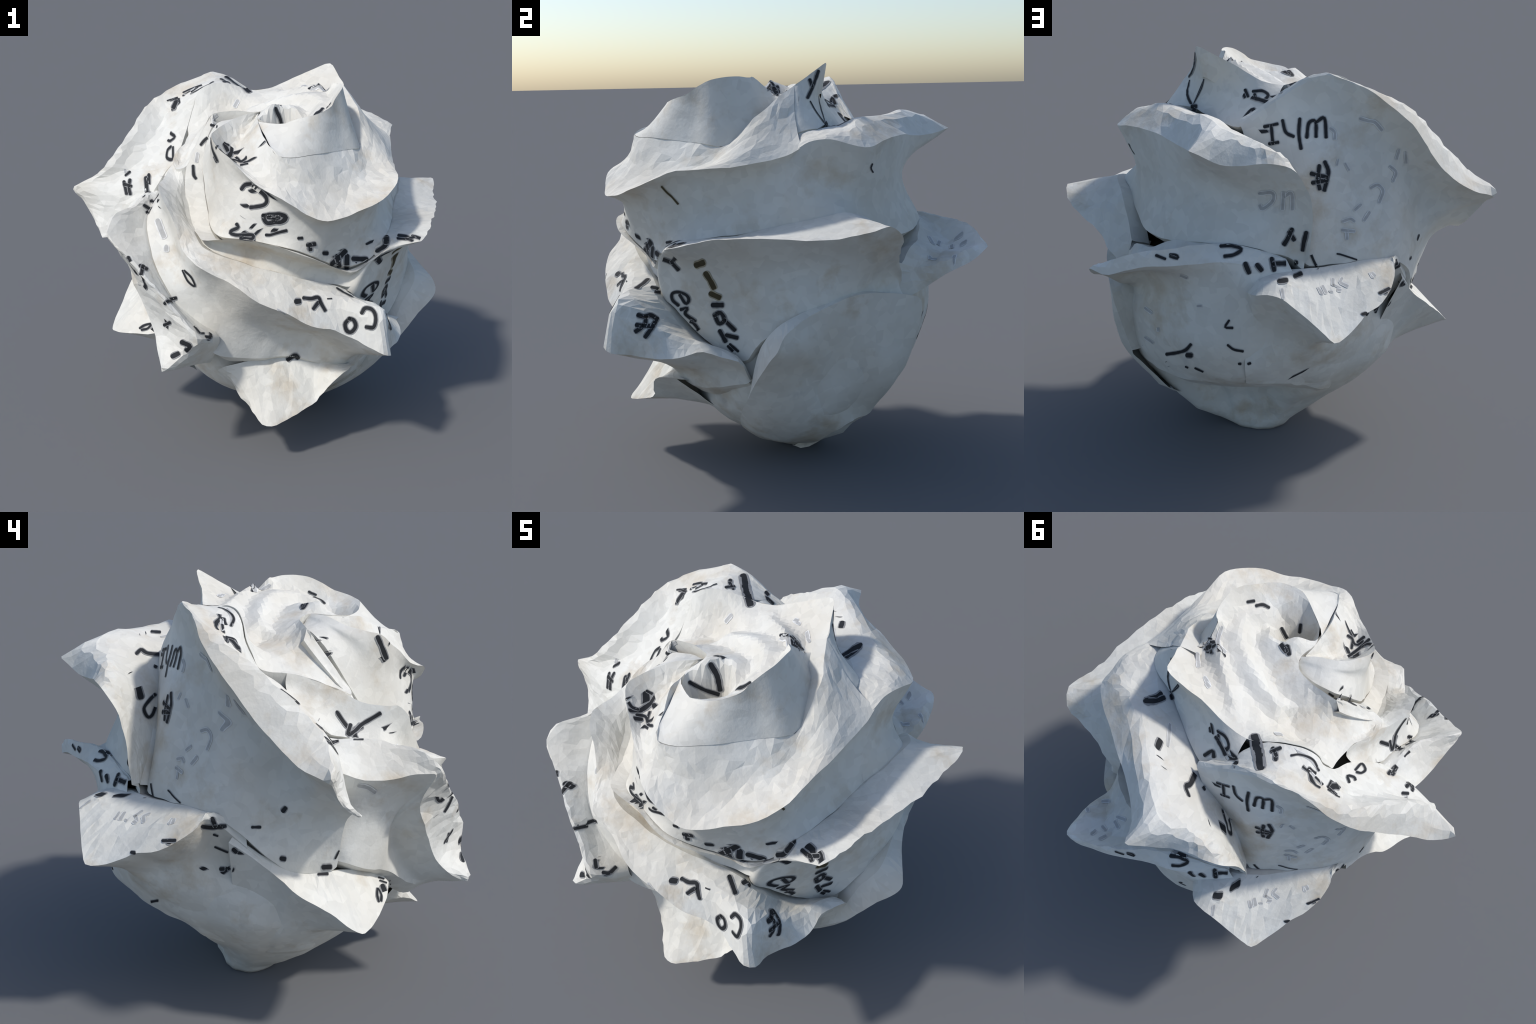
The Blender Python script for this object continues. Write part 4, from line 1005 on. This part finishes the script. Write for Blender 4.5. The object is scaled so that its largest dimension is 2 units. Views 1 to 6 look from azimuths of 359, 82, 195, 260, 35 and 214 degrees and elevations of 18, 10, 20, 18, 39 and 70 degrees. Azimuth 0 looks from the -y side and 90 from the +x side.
ink_smudge(at=(-0.573, 0.199, 1.47), facing=(-172, 13), width=1.2, pen=FAINT, strokes=[[(0.8, 3.6), (-0, -0)], [(3.7, 2.7), (4.4, -1.5)], [(-2.4, -3.6), (0.1, -6.1), (-0.8, -9.9)]])
ink_smudge(at=(-0.523, 0.283, 1.288), facing=(-171, 16), width=1.3, pen=FAINT, strokes=[[(-3.8, 6.2), (-1.2, 7.5), (1.3, 4.9), (-0, -0)], [(-8.1, -1.7), (-10.2, -3.9)], [(-4.1, -4.8), (-6, -8.2)]])
ink_symbol(at=(-0.406, 0.397, 1.176), facing=(-169, 18), width=1.3, pen=FAINT, strokes=[[(-1.7, 4.2), (1.4, 5.4), (3.1, 4.5)], [(0, -0), (0.5, -3.2)], [(-1.6, 0.4), (3.3, 0.1)]])
ink_smudge(at=(-0.374, 0.34, 1.46), facing=(-169, 14), width=0.9, pen=FAINT, strokes=[[(-3.1, 1.5), (-3.6, -0.7)], [(-0, -0), (1.7, -2.6)]])
ink_smudge(at=(0.479, 0.558, 0.605), facing=(-156, 25), width=1.1, pen=FAINT, strokes=[[(0.3, 13.2), (2.9, 10.9)], [(5.7, 3.7), (5.8, 2.8)], [(0, -0), (3.2, -2.4)], [(-1.2, -4), (-0.4, -5.8)]])
ink_smudge(at=(0.207, 0.729, 0.999), facing=(-159, 21), width=1.1, pen=FAINT, strokes=[[(4.8, -12.1), (6, -12)], [(-8.3, 2.7), (-5.3, 2.2), (-0, 0)]])
ink_mark(at=(-0.008, 0.728, 0.697), facing=(-162, 26), width=1, pen=INK, strokes=[[(-2.3, 12.1), (-3.8, 9.4), (-0.8, 9.1)], [(-2.6, 1.8), (0, 0), (3.8, -0.7)], [(2.3, -6.1), (2.9, -6.1)], [(6.3, -6.1), (7.1, -5.8)]])
ink_mark(at=(0.192, 0.668, 0.547), facing=(-159, 27), width=0.8, pen=INK, strokes=[[(-4.2, 0.7), (-3.4, 0.3)], [(-0, -0), (3.3, -1.6)]])
ink_mark(at=(0.215, 0.698, 0.621), facing=(-159, 26), width=2.2, pen=INK, strokes=[[(0, 0), (1.3, -0.1)]])
ink_mark(at=(0.281, 0.669, 0.609), facing=(-158, 26), width=1.4, pen=INK, strokes=[[(-4.3, -0.5), (0, -0), (3.9, 1), (6.2, 3.3)], [(-4.5, -4.5), (-4, -5.6)]])
ink_smudge(at=(-0.454, 0.556, 0.985), facing=(-169, 21), width=1.2, pen=FAINT, strokes=[[(-10.3, -0.7), (-8.8, -3.2)], [(-3.9, -1.8), (-2.9, -1.9)], [(-2.6, 3), (-3.1, 1.4), (0, -0)], [(10.5, 6.1), (11.5, 5.1)]])
ink_mark(at=(-0.604, 0.465, 0.947), facing=(-172, 22), width=2.2, pen=INK, strokes=[[(0, -0), (1.9, 0.9)]])
ink_mark(at=(-0.648, 0.198, 0.888), facing=(-173, 21), width=1, pen=INK, strokes=[[(-2.2, 1), (0.3, 2.7)], [(-2.1, -1.3), (0.1, 0)]])
ink_mark(at=(-0.535, 0.257, 0.755), facing=(-171, 23), width=0.9, pen=INK, strokes=[[(1, 2.9), (0, 0)], [(-3.5, -0.6), (-4, -1.5)]])
ink_mark(at=(-0.397, 0.432, 1.078), facing=(-169, 19), width=0.7, pen=INK, strokes=[[(-1.9, 0.3), (-0, -0), (6.6, -1.8)]])
ink_smudge(at=(-0.225, 0.771, 1.018), facing=(-165, 22), width=1.2, pen=FAINT, strokes=[[(0, -0), (0.6, -3.1)]])
ink_symbol(at=(0.08, 0.455, 1.574), facing=(-93, 11), width=1.6, pen=INK, strokes=[[(-4.6, 0.3), (-2.6, 1.7), (0, -0), (5.9, -1)], [(6.1, 0), (4.8, -3.1), (3, -6.2)]])
ink_letter(at=(-0.109, 0.471, 1.409), facing=(-93, 14), width=1.4, pen=INK, strokes=[[(2.3, 2), (2.9, -0.8), (0.5, -6.5), (-1.7, -7.3), (-2.9, -3.6), (0, -0), (2.3, 1.9)]])
ink_mark(at=(-0.109, 0.519, 1.473), facing=(-93, 13), width=2.7, pen=INK, strokes=[[(-2.2, 4.7), (-0, 0), (0.9, -4.8)]])
ink_mark(at=(0.279, 0.415, 1.635), facing=(-94, 9), width=1.3, pen=INK, strokes=[[(-4.9, -0.8), (-3.2, -0.5)], [(0, -0), (3.6, -0.5)]])
ink_symbol(at=(-0.671, 0.018, 1.054), facing=(-102, 21), width=1.9, pen=INK, strokes=[[(0, -0), (0.7, 0.8)], [(-1.3, -19.2), (-0.4, -19.4)]])
ink_mark(at=(-0.641, -0.148, 0.777), facing=(-104, 24), width=2.1, pen=INK, strokes=[[(0, 0), (2.4, 0.1)]])
ink_mark(at=(-0.642, -0.126, 0.748), facing=(-104, 25), width=1.2, pen=INK, strokes=[[(0, 0), (3.4, 0.1)]])
ink_mark(at=(-0.663, -0.206, 0.85), facing=(-105, 24), width=0.7, pen=INK, strokes=[[(0, 0), (-1.5, -2.9)]])
ink_mark(at=(-0.541, -0.418, 0.637), facing=(-108, 25), width=0.7, pen=INK, strokes=[[(-0.5, 1.2), (4.2, -0.1)], [(0, -0.1), (4.5, -1.6)]])
ink_mark(at=(-0.563, -0.423, 0.618), facing=(-108, 26), width=2.2, pen=INK, strokes=[[(0, 0), (1.4, -3.6)]])
ink_letter(at=(-0.651, -0.672, 1.055), facing=(-112, 20), width=1.4, pen=INK, strokes=[[(-0.8, 3.4), (-4.1, -1.2), (-4.1, -3.7), (-2.7, -4.1), (-0, -0.1), (-0.6, 3.2)]])
ink_mark(at=(-0.577, -0.706, 0.964), facing=(-112, 21), width=0.9, pen=INK, strokes=[[(2, 4.8), (0, 0), (-1.6, -2.9)]])
ink_mark(at=(-0.476, -0.751, 0.79), facing=(-112, 22), width=0.7, pen=INK, strokes=[[(-0, -0), (-0.9, -3.8)]])
ink_mark(at=(-0.519, -0.347, 1.328), facing=(-107, 16), width=1.6, pen=INK, strokes=[[(-4.4, -0.1), (-5.3, -3.9), (-2.5, -2.4), (0, 0), (3.5, 2.1), (7.5, 4.5)]])
ink_mark(at=(-0.612, -0.289, 1.298), facing=(-106, 17), width=0.5, pen=INK, strokes=[[(-0, -0), (5.3, 0)]])
ink_mark(at=(-0.518, -0.156, 1.374), facing=(-104, 15), width=1.7, pen=INK, strokes=[[(0, 0), (0.8, -0.4)]])
ink_mark(at=(-0.732, -0.307, 1.136), facing=(-107, 20), width=1.5, pen=FAINT, strokes=[[(-3.2, 0.6), (-0.1, 0), (2.7, -1.8)]])
ink_mark(at=(-0.257, -0.517, 1.592), facing=(-108, 11), width=2, pen=INK, strokes=[[(-1.5, 3.5), (-0, 0), (2, -5.2)]])
ink_letter(at=(0.055, -0.778, 1.381), facing=(-110, 13), width=1.2, pen=INK, strokes=[[(-3, 2.9), (-4.4, -0.6)], [(1.4, 5.1), (-0.4, 2.9), (-0, -0), (-1.2, -4.1), (-3.4, -8.1)]])
ink_letter(at=(0.028, -0.756, 1.28), facing=(-110, 14), width=1.4, pen=INK, strokes=[[(0.8, 4), (-0, 0), (-0.8, -2.2)]])
ink_mark(at=(-0.35, 0.176, 1.767), facing=(-98, 9), width=1.1, pen=FAINT, strokes=[[(1.7, 4.8), (4, 1.8), (4.2, -2)], [(-0, -0), (0.2, -3.9)]])
ink_mark(at=(-0.437, 0.141, 1.698), facing=(-99, 10), width=0.7, pen=INK, strokes=[[(-3.3, 1.3), (0, 0), (1.4, -3.8)]])
ink_symbol(at=(-0.615, 0.284, 0.999), facing=(-97, 22), width=1.7, pen=INK, strokes=[[(-4.8, -0.1), (-1.1, -0.6), (3.8, -0.4)], [(-0.9, 2.7), (0, 0)]])
ink_mark(at=(-0.583, 0.491, 0.946), facing=(-93, 22), width=1.3, pen=INK, strokes=[[(-0, 0), (4.6, -0.3)], [(-12.8, -3.6), (-11.8, -3.7)]])
ink_mark(at=(-0.54, 0.28, 0.876), facing=(-97, 23), width=0.8, pen=INK, strokes=[[(-0.2, 5), (1.2, 4.4)], [(-0, -0), (4.8, -2.4)]])
ink_mark(at=(-0.543, 0.228, 0.775), facing=(-98, 24), width=1.7, pen=INK, strokes=[[(2.3, 7.4), (3.1, 6.6)], [(-3.3, 0), (-2.5, -0)], [(0, -0), (1.3, -0.5)]])
ink_mark(at=(-0.657, 0.142, 0.992), facing=(-99, 22), width=1.1, pen=INK, strokes=[[(0, -0), (3, -0.1)]])
ink_mark(at=(-0.162, 0.565, 0.484), facing=(-92, 26), width=1, pen=INK, strokes=[[(-3.5, 1.9), (-0, -0), (5, 0.1)]])
ink_smudge(at=(-0.403, 0.583, 0.993), facing=(-92, 21), width=1, pen=FAINT, strokes=[[(-6.9, 2.2), (-8.6, 0)], [(-4.4, -1), (-4, -1.3)], [(-0.5, 0.2), (2.7, 2)], [(0, -0), (0.4, -1.8)], [(14.2, -2.6), (12.8, -4.1)]])
ink_mark(at=(-0.182, -0.548, 1.554), facing=(44, 35), width=1.3, pen=INK, strokes=[[(-4, 4.4), (-2.4, 1.3), (-0, 0)], [(5, 7.4), (6.8, 6.1)], [(-0.8, -2.2), (2.8, -3.6), (3.4, -7), (4.8, -7.6)]])
ink_mark(at=(-0.132, -0.496, 1.559), facing=(43, 34), width=2.4, pen=INK, strokes=[[(-0, -0), (2, -2.9)]])
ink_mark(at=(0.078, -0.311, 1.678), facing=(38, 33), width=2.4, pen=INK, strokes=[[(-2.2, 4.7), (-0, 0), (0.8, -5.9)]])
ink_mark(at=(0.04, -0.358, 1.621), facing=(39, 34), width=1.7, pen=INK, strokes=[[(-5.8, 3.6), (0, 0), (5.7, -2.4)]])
ink_mark(at=(-0.256, -0.193, 1.668), facing=(41, 31), width=1.3, pen=FAINT, strokes=[[(-2.2, -4.1), (-0, 0), (4, 1.8)]])
ink_mark(at=(-0.136, 0.233, 1.78), facing=(36, 28), width=3.6, pen=INK, strokes=[[(-0.9, 5.6), (-0, -0), (1.4, -6.5)]])
ink_mark(at=(-0.075, 0.311, 1.743), facing=(34, 28), width=1.8, pen=INK, strokes=[[(-16.7, 6.1), (-16.7, 3.3)], [(-0, -0), (0.6, -0.8)]])
ink_mark(at=(0.248, 0.083, 1.782), facing=(32, 30), width=1.4, pen=FAINT, strokes=[[(-2, 1.3), (0, -0)], [(3.6, -6.6), (4.1, -7.3)]])
ink_mark(at=(0.256, 0.373, 1.611), facing=(30, 30), width=1.3, pen=FAINT, strokes=[[(0, 0), (0.3, -4.8)]])
ink_mark(at=(0.322, -0.07, 1.786), facing=(32, 31), width=1.4, pen=INK, strokes=[[(-6, 3.4), (-3.4, 3.6)], [(-0, 0), (0.8, -1.8)]])
ink_mark(at=(0.313, -0.055, 1.788), facing=(32, 31), width=0.6, pen=INK, strokes=[[(-2.1, 1.9), (-0, -0), (3.3, -3.8)]])
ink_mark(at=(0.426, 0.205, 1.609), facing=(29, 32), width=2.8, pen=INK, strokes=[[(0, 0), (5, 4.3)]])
ink_mark(at=(0.689, -0.565, 1.13), facing=(31, 44), width=1.9, pen=INK, strokes=[[(-3, 2.2), (-0.1, 0), (3.4, 0)], [(-0, 0), (0.7, -1.7)]])
ink_mark(at=(0.575, -0.584, 1.101), facing=(34, 44), width=2.2, pen=INK, strokes=[[(-2.6, -0.4), (0, -0), (3.1, 3.6)]])
ink_mark(at=(-0.475, -0.787, 0.905), facing=(51, 41), width=1.6, pen=INK, strokes=[[(0, 0.1), (5.7, 0)]])
ink_letter(at=(-0.296, -0.823, 0.738), facing=(49, 44), width=1.8, pen=INK, strokes=[[(-2.7, 6.4), (-2.9, 3.2)], [(-0, 0), (2.7, -0.7), (5.9, 1.1)]])
ink_letter(at=(-0.071, -0.721, 1.251), facing=(45, 40), width=1.2, pen=INK, strokes=[[(-2.2, -0.1), (-0.7, -3.7), (1.5, -2.9), (-0, -0)]])
ink_mark(at=(0.021, -0.753, 1.238), facing=(44, 41), width=1, pen=INK, strokes=[[(-0, -0), (1.7, -1.8)]])
ink_mark(at=(0.195, -0.76, 1.162), facing=(42, 43), width=2.4, pen=INK, strokes=[[(0, -0), (0.7, -0.8)]])
ink_mark(at=(0.344, -0.678, 0.923), facing=(39, 45), width=2, pen=INK, strokes=[[(0, -0.1), (1.8, -7.1)]])
ink_letter(at=(0.359, -0.071, 1.761), facing=(-136, 62), width=1.6, pen=INK, strokes=[[(2.9, 2.7), (0.6, -3.9)], [(-0.1, -0), (3.8, -0.2)]])
ink_mark(at=(0.3, -0.09, 1.796), facing=(-138, 62), width=1.4, pen=FAINT, strokes=[[(2.4, 6.5), (0, -0), (2.5, -4.2)]])
ink_mark(at=(0.229, 0.092, 1.781), facing=(-135, 64), width=1.6, pen=FAINT, strokes=[[(-2.3, 9.7), (-2.4, 8.3)], [(-0.1, 0), (0.5, -1.2)]])
ink_mark(at=(0.498, -0.01, 1.706), facing=(-132, 61), width=1.3, pen=INK, strokes=[[(0, 0), (-1, -1.8)]])
ink_mark(at=(0.424, 0.231, 1.618), facing=(-128, 65), width=2.4, pen=INK, strokes=[[(-4.6, 1.2), (-0.1, 0), (3.2, 0.3)]])
ink_mark(at=(0.392, 0.168, 1.594), facing=(-130, 65), width=1.7, pen=INK, strokes=[[(-0, 0), (0.1, -1.1)]])
ink_mark(at=(0.393, 0.158, 1.618), facing=(-130, 64), width=0.5, pen=INK, strokes=[[(-0, 0), (4, 2.9)]])  # dark crease at the pointed petal's foot, its shade drawn as a stroke
ink_letter(at=(0.066, 0.298, 1.654), facing=(-134, 68), width=1.5, pen=INK, strokes=[[(1.2, 9.8), (1.1, 8.6)], [(2.8, 5.5), (4.6, -0.3), (5.1, -2.5)], [(-3.5, -1.2), (0.1, -0), (0.2, -2.6)]])
ink_mark(at=(0.285, -0.365, 1.737), facing=(-143, 60), width=1.4, pen=INK, strokes=[[(-3.8, 1.9), (-1.2, 2.2)], [(0, 0), (2.8, 0.3), (5.4, -1)]])
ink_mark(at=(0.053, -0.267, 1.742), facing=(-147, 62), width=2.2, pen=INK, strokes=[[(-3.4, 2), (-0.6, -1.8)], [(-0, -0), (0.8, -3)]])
ink_mark(at=(0.095, -0.436, 1.579), facing=(-148, 61), width=1.5, pen=INK, strokes=[[(-8.4, 1.3), (-5.4, -3.7), (-3.2, -4.8)], [(-0, -0), (0.3, 3.3)]])
ink_mark(at=(-0.148, -0.568, 1.529), facing=(-156, 62), width=1.3, pen=INK, strokes=[[(-5.1, 2.1), (-2.7, 0.7), (-2.5, -3.2)], [(4.9, 1.8), (0.1, -4), (-5, -8.9)], [(2.4, 2.6), (0, 0)]])
ink_mark(at=(-0.266, -0.209, 1.667), facing=(-155, 65), width=0.8, pen=INK, strokes=[[(-5, 2.4), (0, 0)], [(3.2, 0.2), (7.1, -1.3)]])
ink_mark(at=(-0.264, -0.509, 1.632), facing=(-158, 62), width=1, pen=INK, strokes=[[(-0, 0), (0.3, -2.4)]])
ink_mark(at=(-0.178, 0.185, 1.792), facing=(-145, 69), width=1.6, pen=INK, strokes=[[(-0, 0), (1.3, -2.9)], [(2.9, 0.1), (-0.6, -1.3)]])
ink_mark(at=(-0.389, 0.178, 1.747), facing=(-153, 70), width=0.9, pen=INK, strokes=[[(-11, 7.9), (-7.5, 8.7), (-2.1, 7.3), (1, 3)], [(-0, 0), (3.2, -2.6)], [(6.2, -4), (9.5, -6.2)], [(8.6, -1.6), (10.7, -3.3)]])
ink_mark(at=(-0.133, 0.227, 1.778), facing=(-142, 69), width=3, pen=INK, strokes=[[(-1.9, 6), (-0.1, -0), (0.1, -6)]])
ink_letter(at=(-0.533, -0.315, 1.308), facing=(-165, 67), width=1.7, pen=INK, strokes=[[(-0.4, 3.5), (-0, -0), (2.3, -1.6), (4.6, -0.9)], [(-5.7, -1.3), (-2.2, -1.4)], [(5.9, 5.1), (8.8, 5)]])
ink_letter(at=(-0.487, -0.029, 1.487), facing=(-160, 70), width=1.1, pen=INK, strokes=[[(-2.3, -5.1), (-3.6, -2.6), (-0.8, -2.5), (0.1, -3.5)], [(-0.8, 1), (1.2, 4.3), (3.5, 2.1), (2.1, 0.1), (-0, -0)]])
ink_mark(at=(-0.614, -0.161, 1.353), facing=(-166, 69), width=1.8, pen=INK, strokes=[[(-1.7, -0.1), (0.4, 4.2), (0, -0)]])
ink_mark(at=(-0.704, -0.1, 1.374), facing=(-169, 70), width=1.4, pen=INK, strokes=[[(0, 0), (2.1, 0.7)]])
ink_smudge(at=(0.459, 0.755, 1.025), facing=(-112, 70), width=1.6, pen=FAINT, strokes=[[(6.8, 10.9), (9.4, 9.5)], [(8.7, 0.3), (10.7, -2.4)], [(6.4, -1.2), (6.1, -3.9)], [(-0, -0), (0.3, -1.7)], [(-6, 0.1), (-4.1, 0.4)], [(-4, -4.1), (-1.3, -4.4)], [(-1.7, 11.6), (-1.9, 10.7)]])
